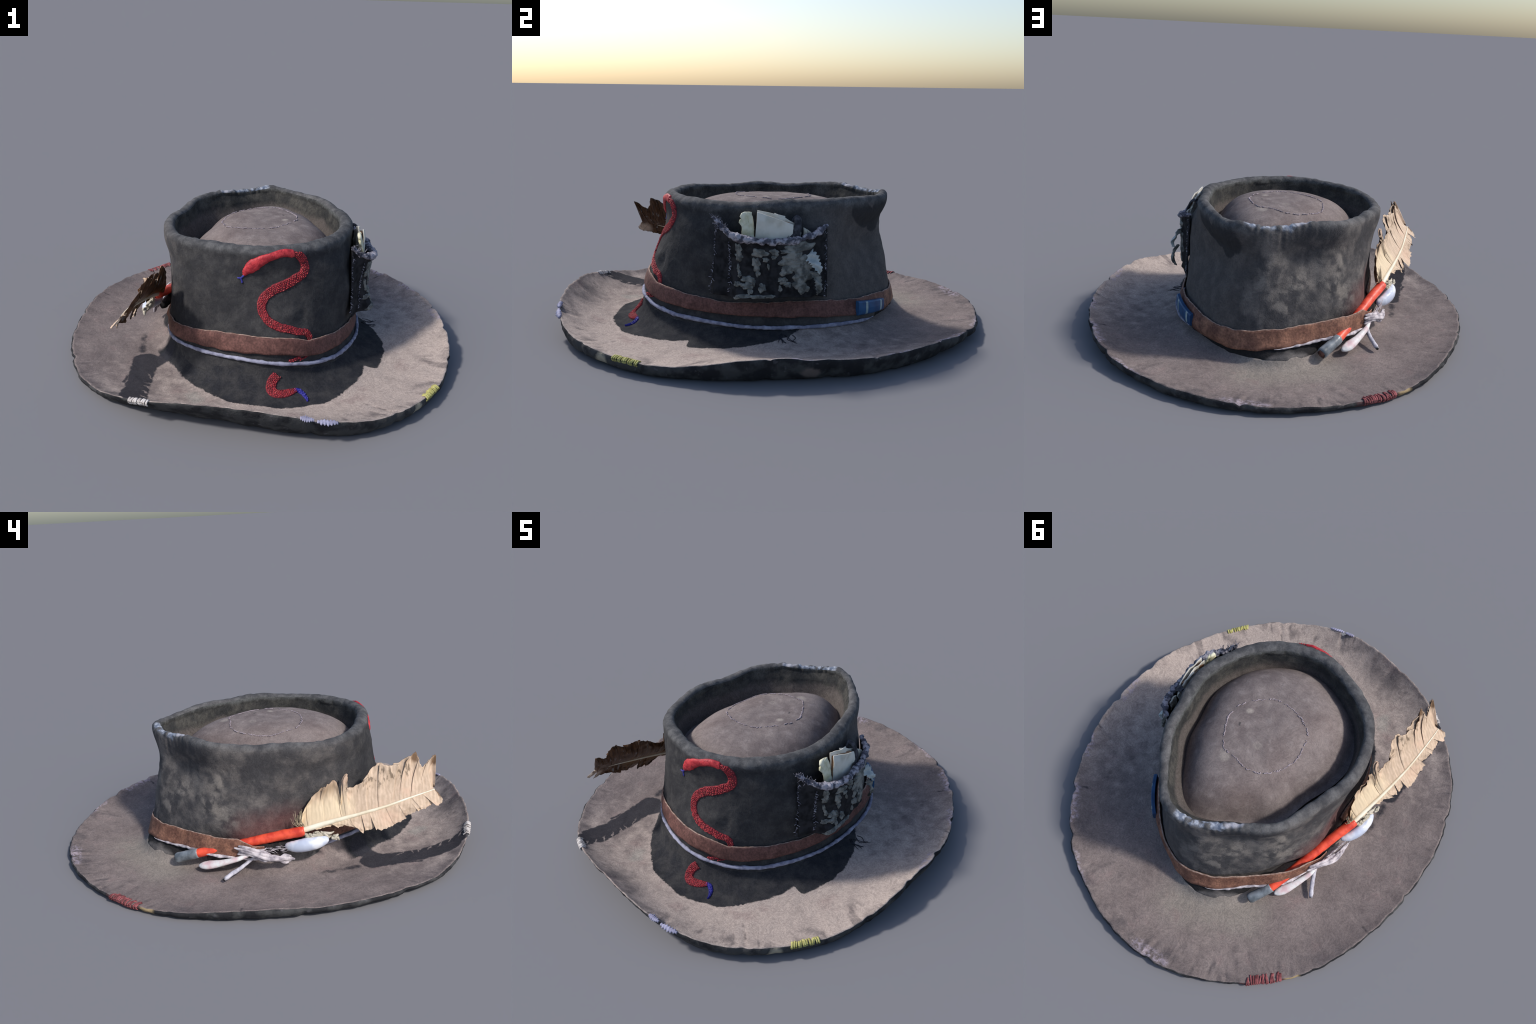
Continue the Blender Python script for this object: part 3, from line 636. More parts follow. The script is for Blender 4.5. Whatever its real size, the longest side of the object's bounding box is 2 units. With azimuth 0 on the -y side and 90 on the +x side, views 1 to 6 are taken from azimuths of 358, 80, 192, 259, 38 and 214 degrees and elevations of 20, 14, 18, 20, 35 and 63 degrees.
def build_feather(root, m_front, m_back, m_quill):
    ns = 300; s = np.linspace(0, 1, ns); ra = smooth_path([(y, z, 0) for y, z in RACHIS], ns)[:, :2]
    up = np.stack([np.interp(s, UPPER_S, [p[k] for p in UPPER]) for k in (0, 1)], 1)
    lo = np.stack([np.interp(s, LOWER_S, [p[k] for p in LOWER]) for k in (0, 1)], 1)
    i0 = s < LOWER_S[0]; lo[i0] = ra[i0] + np.array([0, -.004])
    # fine ragged barb ends
    e = (0.0035 * vnoise(np.stack([s * 10, 0 * s, 0 * s], 1), 14, 61) + .003 * vnoise(np.stack([s * 10, 0 * s, 0 * s + 3], 1), 34, 62))[:, None]
    ed = lambda q: q + unit(q - ra) * np.where(np.linalg.norm(q - ra, axis=1, keepdims=True) > .01, e, 0)
    up, lo = ed(up), ed(lo)
    rng = random.Random(77)
    def clump(side, edge, a, b, first, last):
        """One clump of barbs as a closed thin shell, overlapping its neighbours."""
        ni = max(10, int((b - a) * 170)); nc = 22; mid = (a + b) / 2
        S0 = np.linspace(a - (0 if first else .010), b + (0 if last else .018), ni)
        C = np.linspace(0, 1, nc)[None, :]; S = S0[:, None] + 0 * C
        pin = 1 - rng.uniform(.02, .06) * C ** 2
        S = np.clip(mid + (S - mid) * pin, 0, 1)
        I = lambda arr, k: np.interp(S, s, arr[:, k])
        y = I(ra, 0) + (I(edge, 0) - I(ra, 0)) * C; z = I(ra, 1) + (I(edge, 1) - I(ra, 1)) * C
        x = feather_x(y, z); u = (S - mid) / max(b - a, .01)
        P0 = np.stack([S * 6, C * .8 + 0 * S, 0 * S + side * 3], -1)
        ruf = C ** 1.3 * (.009 * vnoise(P0, 3.2, 63) + .006 * vnoise(P0, 8, 64) + .003 * vnoise(P0, 18, 65))
        tw = rng.uniform(-.016, .016); cur = rng.uniform(-.004, .020); lay_ = rng.uniform(-.0022, .0022)
        ruf = ruf + tw * u * C ** 1.2 + cur * C ** 3 - .010 * (2 * u) ** 2 * C ** 2 * rng.uniform(-.3, .8) + lay_ * np.minimum(1, C * 5)
        if side > 0: ruf = ruf + .022 * np.sin(np.pi * np.minimum(C * .9, 1)) - .014 * np.maximum(C - .5, 0) * 2 * np.exp(-((S - .16) / .09) ** 2)
        else: ruf = ruf - .009 * C ** 2
        ruf = ruf + .0007 * np.sin((y + .22 * z) * 500 + 8 * vnoise(np.stack([y, z, 0 * y], -1), 14, 66)) * np.minimum(1, C * 4)
        front = np.stack([x + ruf - .0016, y, z], -1); th = (.0036 * (1 - .6 * C))[..., None] * np.ones((ni, 1, 1))
        back = front + th * np.array([1.0, 0, .1]); n_, m_ = ni, nc; pile = Pile(); FF = grid_faces(n_, m_)
        flip = [f[::-1] for f in FF]
        A, B = (FF, flip) if side > 0 else (flip, FF)
        pile.add((front, B), 0); pile.add((back, A), 1)
        rim = [(0, j) for j in range(m_)] + [(i, m_ - 1) for i in range(1, n_)] + [(n_ - 1, j) for j in range(m_ - 2, -1, -1)] + [(i, 0) for i in range(n_ - 2, 0, -1)]
        for k in range(len(rim)):
            p, q = rim[k], rim[(k + 1) % len(rim)]; i, j = p[0] * m_ + p[1], q[0] * m_ + q[1]
            pile.F.append((i, j, j + n_ * m_, i + n_ * m_)); pile.M.append(1)
        return pile.build("barb_clump", [m_front, m_back], root)
    cuts = [0, .055, .15, .305, .335, .385, .47, .575, .66, .735, .822, .895, .945, 1.0]
    for k in range(len(cuts) - 1): clump(1, up, cuts[k], cuts[k + 1], k == 0, k == len(cuts) - 2)
    cuts = [.05, .21, .33, .445, .505, .60, .69, .80, .91, 1.0]
    for k in range(len(cuts) - 1): clump(-1, lo, cuts[k], cuts[k + 1], k == 0, k == len(cuts) - 2)
    # quill
    r = smooth_path([(y_, z_, 0) for y_, z_ in RACHIS], 80)[:, :2]; rp = np.stack([feather_x(r[:, 0], r[:, 1]) - .002, r[:, 0], r[:, 1]], 1)
    w = np.interp(np.linspace(0, 1, 80), [0, .12, .4, .8, 1], [.0135, .0125, .0085, .0045, .002])
    V, F = tube(rp, w, w * .85, (1, 0, 0), 12, .05, 67)
    q = new_mesh("quill", V, F, m_quill, None, True, root)
    return q

# ------------------------------------------------------------------ assemble
def build():
    for o in list(bpy.data.objects): bpy.data.objects.remove(o)
    root = bpy.data.objects.new("felt_hat", None); bpy.context.scene.collection.objects.link(root)
    root["label"] = "worn dark felt hat with wide brim, beaded snake, feather"; root["category"] = "hat"
    rnd = random.Random(5)

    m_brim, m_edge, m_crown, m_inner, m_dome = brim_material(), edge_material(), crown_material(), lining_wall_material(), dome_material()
    m_under = plain("brim_underside_felt", (.030, .030, .032), (.060, .058, .058), 12, .95, .1)
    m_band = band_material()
    m_bandedge = plain("leather_cut_edge", (.24, .15, .12), (.42, .31, .26), 60, .85, .2)
    m_cord = plain("lavender_cord", (.19, .19, .26), (.38, .38, .49), 30, .9, .15, .6)
    m_white = plain("white_suede", (.28, .25, .28), (.66, .60, .62), 32, .9, .15, .5)
    m_red0 = plain("red_thread_ground", (.12, .018, .026), (.24, .030, .040), 60, .8)
    m_red1 = plain("red_bead", (.38, .034, .046), (.56, .062, .072), 50, .6, .3, .3)
    m_red2 = plain("dark_red_bead", (.16, .018, .026), (.60, .14, .13), 50, .6, .3, .3)
    m_redhead = plain("red_snake_head", (.36, .022, .032), (.60, .050, .060), 55, .5, .35, .6)
    m_blue0 = plain("blue_thread_ground", (.02, .018, .16), (.035, .03, .30), 60, .6)
    m_blue1 = plain("blue_bead", (.030, .028, .24), (.07, .07, .42), 60, .30, .5, .15)

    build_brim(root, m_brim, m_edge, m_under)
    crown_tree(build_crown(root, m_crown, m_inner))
    top = build_dome(root, m_dome)
    # head opening seen from below
    t = np.linspace(0, TAU, 96, endpoint=False)
    rows = [cyl(t, wall_r(t, 0 * t + max(z, .05)) - .05, 0 * t + z) for z in (.0, .1, .2, .3, .38)] + [cyl(t, .3 + 0 * t, 0 * t + .39)]
    V = np.array(rows); F = grid_faces(len(rows), 96, wrap_m=True); F.append(tuple((len(rows) - 1) * 96 + i for i in range(96)))
    new_mesh("lining", V, F, plain("sweatband_cloth", (.03, .028, .026), (.05, .045, .04), 20), None, True, root)

    # stitched ring on the dome
    m_ring = plain("pale_lilac_thread", (.27, .225, .25), (.40, .34, .37), 60, .9)
    ring_pts = [(.138, -.087), (.06, -.16), (-.007, -.178), (-.086, -.165), (-.135, -.142), (-.172, -.105), (-.193, -.01), (-.178, .066), (-.128, .141), (-.054, .174), (.021, .163), (.077, .159), (.106, .124), (.155, .04), (.16, -.03), (.138, -.087)]
    rp = smooth_path([(x, y, 0) for x, y in ring_pts], 260); pile = Pile(); i = 0
    while i < 258:
        L = rnd.choice((2, 3, 3, 4, 5)); ang = math.degrees(math.atan2(rp[i, 1] + .01, rp[i, 0] + .02)) % 360
        sparse = .55 if 330 < ang or ang < 25 else .12
        if rnd.random() > sparse:
            seg = [dome_pt(rp[j % 260, 0] + rnd.gauss(0, .0022), rp[j % 260, 1] + rnd.gauss(0, .0022)) + np.array([0, 0, .0012]) for j in range(i, i + L + 1)]
            pile.add(tube(smooth_path(seg, 8), rnd.uniform(.0012, .0026), .0016, None, 6, .2, i))
        i += L
    pile.build("stitch_ring", m_ring, top)["kind"] = "stuff"

    # ---- band, cord, white suede edge, buckle
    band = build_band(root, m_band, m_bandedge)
    d = np.linspace(196, 196 + 216, 420); z = cord_z(np.radians(d)) + .0015 * vnoise(cyl(np.radians(d), .5, 0), 30, 71)
    P = cyl(np.radians(d), wall_r(np.radians(d), z) + .006, z + .002)
    w = .0085 * (1 + .22 * vnoise(P, 22, 72)) * np.clip((412 - d) / 10, .3, 1); w[:8] *= np.linspace(.3, 1, 8)
    V, F = tube(P, w, None, (0, 0, 1), 10, .18, 73); new_mesh("cord", V, F, m_cord, None, True, root)
    d = np.linspace(101, 163, 160); P = band_point(d, 0 * d - .03, -.002); P[:, 2] += .0015 * vnoise(P, 40, 74)
    w = .0062 * (1 + .35 * vnoise(P, 30, 75)) * np.clip((d - 100) / 12, .2, 1)
    V, F = tube(P, w * 1.3, w, (0, 0, 1), 10, .25, 76); new_mesh("suede_edge", V, F, m_white, None, True, band)
    # blue buckle piece: a thin curved plate with two pale bars
    def plate(d0, d1, x0, x1, off, th, nm, mat, par, nn=16):
        dd = np.linspace(d0, d1, nn); rows = []
        for x, o in ((x0, off - th), (x0, off), (x0 + (x1 - x0) * .1, off + th * .35), ((x0 + x1) / 2, off + th * .45), (x1 - (x1 - x0) * .1, off + th * .35), (x1, off), (x1, off - th)):
            rows.append(band_point(dd, x, 0) * 0 + cyl(np.radians(dd), np.interp(dd, [36, 58], [.507, .541]) + o + .010 * (1 - (2 * (dd - 47) / 22) ** 2) * 0, np.interp(dd, [36, 58], [.096, .079]) + (np.interp(dd, [36, 58], [.161, .133]) - np.interp(dd, [36, 58], [.096, .079])) * x))
        V = np.array(rows).transpose(1, 0, 2); m = V.shape[1]; F = [f[::-1] for f in grid_faces(nn, m, wrap_m=True)]; F += [tuple(range(m)), tuple((nn - 1) * m + i for i in range(m))[::-1]]
        return new_mesh(nm, V, F, mat, None, False, par)
    m_bk = plain("blue_enamel", (.014, .062, .165), (.022, .098, .235), 25, .45, .45, .1)
    bk = plate(36.5, 57.5, 0, 1, .010, .013, "buckle", m_bk, root)
    m_bar = plain("pale_bar", (.24, .31, .33), (.40, .47, .48), 30, .5)
    for a in (41.3, 53.2): plate(a, a + 1.5, .03, .97, .0115, .012, "bar", m_bar, bk, 4)

    # ---- snake: head, beaded body, tongue, and the tail on the brim
    body = [(-.062, -.493, .520), (-.024, -.493, .546), (.019, -.493, .564), (.063, -.488, .578), (.108, -.475, .571), (.144, -.468, .543), (.159, -.471, .514), (.151, -.482, .483), (.112, -.497, .458), (.067, -.508, .438),
            (.023, -.516, .423), (-.010, -.524, .396), (-.023, -.537, .359), (-.011, -.549, .329), (.019, -.563, .299), (.058, -.568, .284), (.109, -.564, .272), (.155, -.551, .261), (.186, -.542, .238), (.200, -.542, .200)]
    snake = beaded_strip(body, [(0, .017), (.12, .0165), (.3, .020), (.5, .020), (.75, .0185), (.9, .0165), (1, .013)], False, 260, [m_red0, m_red1, m_red2], "snake_body", root, 6, 81, skip=.20)
    q, N = surface_frames([(-.094, -.497, .478), (-.078, -.495, .500), (-.055, -.493, .522), (-.02, -.493, .545), (.019, -.493, .563), (.063, -.488, .577), (.106, -.475, .571)], False, 90)
    hw = np.interp(np.linspace(0, 1, 90), [0, .04, .16, .28, .42, .55, .8, .97, 1], [.007, .013, .0235, .0265, .0215, .0165, .0165, .0175, .012])
    hh = np.interp(np.linspace(0, 1, 90), [0, .05, .2, .5, 1], [.005, .010, .0125, .010, .0095])
    V, F = tube(q + N * .001, hw, hh, N, 16, .10, 82); new_mesh("snake_head", V, F, m_redhead, None, True, snake)
    pile = Pile()
    for pts in ([(-.092, -.498, .477), (-.105, -.498, .464)], [(-.105, -.498, .464), (-.119, -.495, .4655)], [(-.105, -.498, .464), (-.098, -.502, .447)]):
        q, N = surface_frames(pts, False, 12); pile.add(tube(q + N * .0015, .0042, .003, N, 8, .3, 83))
    pile.build("tongue", m_blue1, snake)
    for pts in ([(.152, -.583, .147), (.104, -.603, .136)], [(.183, -.572, .147), (.150, -.588, .139)]):
        beaded_strip(pts, .0075 if pts[0][0] < .16 else .003, False, 24, [m_red0, m_red1, m_red2], "snake_body", root, 2, 84)
    beaded_strip([(.050, -.625, .08), (.028, -.640, .06), (.026, -.662, .04), (.048, -.676, .035), (.080, -.672, .033), (.104, -.664, .033), (.126, -.654, .034)], [(0, .020), (.3, .022), (.6, .019), (.85, .016), (1, .010)], True, 90, [m_red0, m_red1, m_red2], "snake_tail", root, 6, 85)
    beaded_strip([(.122, -.654, .034), (.142, -.653, .03), (.160, -.668, .02), (.170, -.690, .018), (.173, -.707, .016)], [(0, .008), (.25, .011), (.6, .009), (1, .003)], True, 50, [m_blue0, m_blue1, m_blue1], "tail_tip", root, 3, 86)

    # ---- painted stick, bone bead, leather thong and knot
    m_stick = plain("orange_red_lacquer", (.62, .050, .028), (.88, .105, .050), 26, .42, .45, .25)
    m_metal = plain("grey_metal_cap", (.09, .105, .12), (.26, .29, .32), 18, .35, .5, .2)
    m_wood = plain("charred_wood_end", (.035, .02, .018), (.20, .09, .07), 45, .8)
    st = smooth_path([(-.303, .503, .050), (-.358, .412, .087), (-.394, .30, .113), (-.428, .19, .139), (-.464, .07, .168), (-.503, -.050, .194)], 90)
    k = int(90 * .19)
    V, F = tube(st[k - 1:], np.interp(np.linspace(0, 1, 91 - k), [0, .5, .97, 1], [.0205, .0215, .0235, .021]), None, (0, 0, 1), 20, .05, 91)
    stick = new_mesh("painted_stick", V, F, m_stick, None, True, root)
    V, F = tube(st[:k + 1], np.interp(np.linspace(0, 1, k + 1), [0, .06, 1], [.0215, .0245, .0225]), None, (0, 0, 1), 20, .04, 92)
    new_mesh("cap", V, F, m_metal, None, True, stick)
    e = unit(st[0] - st[2]); V, F = tube([st[0] - e * .003, st[0] + e * .001, st[0] + e * .004, st[0] + e * .005], [.020, .0195, .014, .006], None, (0, 0, 1), 16, .25, 93)
    new_mesh("stick_end", V, F, m_wood, None, True, stick)
    m_pearl = Nodes("pearl_bead", .28, .5); m_pearl.b.inputs["Coat Weight"].default_value = .3
    m_pearl = m_pearl.done(m_pearl.mix(m_pearl.step(m_pearl.noise(14, 3), .4, .62), (.55, .60, .74), (.82, .84, .90)))
    pb = smooth_path([(-.490, .035, .128), (-.520, .0, .134), (-.541, -.05, .145), (-.548, -.10, .153), (-.545, -.145, .162)], 40)
    V, F = tube(pb, .030 * np.sqrt(np.clip(1 - (2 * np.linspace(.02, .98, 40) - 1) ** 2, 0, 1)) ** .9, .025 * np.sqrt(np.clip(1 - (2 * np.linspace(.02, .98, 40) - 1) ** 2, 0, 1)) ** .9, (-1, 0, .3), 18, .05, 94)
    new_mesh("pearl_bead", V, F, m_pearl, None, True, root)
    m_bone = plain("pink_white_bone", (.68, .50, .52), (.80, .80, .79), 22, .5, .35)
    sp = smooth_path([(-.380, .412, .036), (-.408, .37, .046), (-.438, .315, .062), (-.466, .25, .084), (-.474, .20, .10)], 40)
    V, F = tube(sp, np.interp(np.linspace(0, 1, 40), [0, .06, .2, .45, 1], [.006, .017, .023, .016, .008]), np.interp(np.linspace(0, 1, 40), [0, .1, .3, 1], [.005, .012, .013, .008]), (-.6, 0, 1), 14, .05, 95)
    new_mesh("bone_tab", V, F, m_bone, None, True, root)
    m_down = plain("matted_down", (.42, .38, .30), (.68, .62, .52), 30, .9)
    pile = Pile()
    for j in range(26):
        a = np.array((-.515, -.075, .182)) + np.array((rnd.uniform(-.02, .0), rnd.uniform(-.06, .03), rnd.uniform(-.012, .008)))
        b = a + np.array((rnd.uniform(-.018, -.002), rnd.uniform(-.05, -.015), rnd.uniform(-.022, .006)))
        pile.add(tube(smooth_path([a, (a + b) / 2 + rnd.uniform(-.006, .006), b], 8), np.interp(np.linspace(0, 1, 8), [0, .5, 1], [.006, .0075, .002]), None, (0, 0, 1), 7, .3, j))
    for j in range(6):
        a = np.array((-.545, -.165, .168)) + np.array([rnd.uniform(-.008, .008) for _ in range(3)])
        pile.add(tube(smooth_path([a, a + (-.006, -.012, rnd.uniform(-.012, .010)), a + (-.004, -.022, rnd.uniform(-.02, .02))], 8), [.007] * 5 + [.006, .005, .002], None, (0, 0, 1), 7, .3, j + 40))
    pile.build("down_tuft", m_down, root)["kind"] = "stuff"
    m_fl = plain("dark_down", (.20, .16, .11), (.62, .52, .36), 60, .9)
    pile = Pile()
    for j in range(22):                                     # loose barbs at the base of the vane
        y0 = rnd.uniform(-.06, -.035); a = np.array((feather_x(y0, .205), y0, rnd.uniform(.20, .21)))
        b = a + np.array((rnd.uniform(.005, .022), rnd.uniform(.0, .045), rnd.uniform(.03, .085)))
        pile.add(tube(smooth_path([a, (a + b) / 2 + np.array((0, .01, -.004)), b], 9), np.interp(np.linspace(0, 1, 9), [0, 1], [.0022, .0007]), None, (1, 0, 0), 5))
    pile.build("down_tuft", m_fl, root)["kind"] = "stuff"

    # dark tube modelled as the shadow between the stick, the band and the brim
    mf = smooth_path([(-.368, .370, .060), (-.400, .280, .080), (-.432, .175, .100), (-.460, .06, .118), (-.474, -.06, .140)], 60)
    V, F = tube(mf, np.interp(np.linspace(0, 1, 60), [0, .15, .6, 1], [.010, .022, .026, .016]), None, (-1, 0, .4), 16, .25, 97)
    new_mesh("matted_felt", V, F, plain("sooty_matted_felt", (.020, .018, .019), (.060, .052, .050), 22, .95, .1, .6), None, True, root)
    knot = Pile()
    for j, (dz, dy, out, k) in enumerate(((.020, .0, .000, 1), (.006, .004, .014, 1.15), (-.010, .0, .006, 1.0), (.004, -.008, .022, .9), (-.018, .006, .016, .85), (.014, .02, .020, .7))):
        w1 = rnd.uniform(-.008, .008); w2 = rnd.uniform(-.010, .010)
        p = [(-.455, .240 + dy, .122 + dz), (-.482 - out * .5, .190, .114 + dz + w1), (-.502 - out, .135, .098 + dz * .6 + w2), (-.512 - out * .8, .085 + w1, .090 - dz * .5), (-.520 - out * .3, .045 + dy + w2, .080 + dz * .8), (-.526, .020 + dy * 2, .076 + dz + w1)]
        knot.add(tube(smooth_path(p, 44), k * np.interp(np.linspace(0, 1, 44), [0, .1, .35, .6, .93, 1], [.004, .009, .008, .0105, .010, .004]), k * np.interp(np.linspace(0, 1, 44), [0, .6, 1], [.006, .008, .004]), (-1, 0, 0), 10, .30, 100 + j))
    for j in range(34):
        y0 = rnd.uniform(.05, .22); a = np.array((-.468 - (.22 - y0) * .22, y0, .125 + rnd.uniform(-.02, .012)))
        knot.add(tube(smooth_path([a, a + (-.010, -.012, .004), a + np.array((-.012, -.028, rnd.uniform(-.012, .018)))], 6), np.linspace(.0018, .0006, 6), None, (0, 0, 1), 5))
    knot.build("knot", m_white, root)
    th = smooth_path([(-.470, .175, .085), (-.468, .205, .062), (-.485, .245, .046), (-.508, .29, .036), (-.529, .325, .026)], 40)
    V, F = tube(th, np.interp(np.linspace(0, 1, 40), [0, .9, 1], [.009, .0105, .007]), np.interp(np.linspace(0, 1, 40), [0, .9, 1], [.007, .009, .006]), (0, 0, 1), 12, .12, 110)
    m_th = Nodes("grey_lilac_thong", .8, .2); cth = m_th.mix(m_th.step(m_th.noise(40, 4), .35, .65), (.36, .35, .41), (.60, .58, .64))
    m_th = m_th.done(m_th.mix(m_th.near((-.529, .327, .022), (-.531, .330, .02), .012, .006, .006, 60), cth, (.02, .018, .018)))
    new_mesh("thong", V, F, m_th, None, True, root)

    # ---- feather
    fe = bpy.data.objects.new("feather", None); bpy.context.scene.collection.objects.link(fe); fe.parent = root
    m_quill = plain("quill_horn", (.78, .68, .50), (.92, .86, .70), 14, .4, .45, .1)
    build_feather(fe, feather_material(True), feather_material(False), m_quill)

    # ---- side pocket with cards
    build_pocket(root, rnd)

    # ---- whip stitches round the lip
    def stitches(d0, d1, n, w, reach, mat, nm, lump=0.0):
        pile = Pile()
        for j in range(n):
            a = math.radians(d0 + (d1 - d0) * (j + .5) / n + rnd.uniform(-.15, .15)); sk = rnd.uniform(-.010, .010)
            rl, dz = lip_edge(np.array([a])); rl = float(rl[0]); A = np.array([a])
            pts = []
            for dr in (-reach * rnd.uniform(.8, 1.1), -reach * .5, -.010):
                aa = np.array([a + sk * (dr / reach)]); pts.append(brim_point(aa, np.minimum(np.array([rl + dr]), lip_r(aa)), .004 + float(dz[0]) + (.003 if dr > -.02 else 0))[0])
            zl = pts[-1][2]
            zb = float(soft(UNDER_Z, np.degrees(A))[0])
            pts.append(cyl(A, np.array([rl + .002]), np.array([zl - .006]))[0]); pts.append(cyl(A, np.array([rl + .002]), np.array([zl - min(.014, (zl - zb) * .5)]))[0]); pts.append(cyl(A, np.array([rl - .004]), np.array([max(zl - .022, zb)]))[0])
            pile.add(tube(smooth_path(pts, 14), w * rnd.uniform(.8, 1.15), w * .55, (0, 0, 1), 7, .15 + lump, j))
        pile.build(nm, mat, root)["kind"] = "stuff"
    stitches(311.2, 318.2, 13, .0048, .026, plain("yellow_yarn", (.34, .31, .10), (.56, .53, .20), 40, .85), "yellow_stitching")
    stitches(122.6, 132.2, 17, .0040, .036, plain("red_yarn", (.15, .045, .048), (.36, .11, .115), 40, .85), "red_stitching")
    stitches(236.8, 242.2, 9, .0055, .026, plain("white_yarn", (.42, .38, .36), (.72, .68, .66), 30, .85), "white_stitching")
    m_lav = plain("lilac_yarn", (.27, .26, .37), (.46, .45, .60), 30, .8)
    for a, b in ((276.4, 279.3), (280.1, 284.6)):
        dd = np.linspace(a, b, 24); rl, dz = lip_edge(np.radians(dd))
        P = brim_point(np.radians(dd), lip_r(np.radians(dd)) - .006, .001); P = P + .003 * vnoise(P, 40, 131)[:, None]
        V, F = tube(P, .0105 * np.sin(np.linspace(.25, math.pi - .25, 24)) ** .5 * (1 + .35 * np.sin(np.arange(24) * 1.7)), .0055, (0, -.5, 1), 12, .35, int(a)); new_mesh("lilac_lump", V, F, m_lav, None, True, root)
    # shadows of the pocket fringe, modelled as dark strands on the brim
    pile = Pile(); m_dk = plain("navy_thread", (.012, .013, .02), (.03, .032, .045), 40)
    for j in range(7):
        a = math.radians(rnd.uniform(-7, 0)); r = .50 + rnd.uniform(0, .02); pts = []
        for i in range(5):
            A = np.array([a]); pts.append(brim_point(A, np.array([r]), .0015)[0]); r += rnd.uniform(.01, .024); a += rnd.uniform(-.025, .025)
        pile.add(tube(smooth_path(pts, 16), np.linspace(.0022, .0010, 16), .001, (0, 0, 1), 5))
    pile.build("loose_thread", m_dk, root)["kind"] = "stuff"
    return root

# ------------------------------------------------------------------ pocket
HEM_Z = [(-41, .548), (-36, .505), (-31, .482), (-25, .468), (-18, .460), (-10, .452), (0, .455), (8, .470), (15, .488), (21, .500)]
POCKET_R = ([(-42, .487), (-36, .502), (-32, .518), (-29, .530), (-25, .536), (-20, .539), (-13, .523), (-9, .512), (-3, .507), (1, .499), (6, .494), (12, .483), (16, .463), (21, .438)],
            [(-42, .500), (-36, .502), (-30, .508), (-27, .518), (-25, .522), (-18, .514), (-8, .511), (0, .504), (5, .495), (10, .484), (14, .463), (21, .446)],
            [(-42, .516), (-36, .512), (-31, .505), (-28, .530), (-25, .562), (-20, .537), (-15, .520), (-8, .511), (0, .496), (8, .487), (12, .474), (21, .452)])

def lin(tab, d): return np.interp(d, [p[0] for p in tab], [p[1] for p in tab])
def ease(tab, d):
    o = np.linspace(-2.5, 2.5, 7); return np.mean([lin(tab, np.asarray(d) + k) for k in o], axis=0)

def pocket_point(d, v, off=0.0):
    """d = angle in degrees, v = 0 at the hem, 1 at the lower edge."""
    d = np.asarray(d, float); t = np.radians(d); zt = ease(HEM_Z, d); zb = np.interp(d, [-42, -27, -24, 0, 10, 12, 21], [.215, .212, .220, .216, .208, .21, .19])
    z = zt + (zb - zt) * v
    ra, rb, rc = (ease(q, d) for q in POCKET_R); k = .35
    r = ra * (v - k) * (v - 1) / k + rb * v * (v - 1) / (k * (k - 1)) + rc * v * (v - k) / (1 - k)
    base = wall_r(t, z) + wall_relief(t, z) + .003; o = np.maximum(r - base, 0)
    P = cyl(t, base, z)
    o = o + np.clip(o / .04, 0, 1) * (.004 * vnoise(P, 16, 121) + .002 * vnoise(P, 40, 122)) * (1 + v)
    return cyl(t, base + o + off, z)

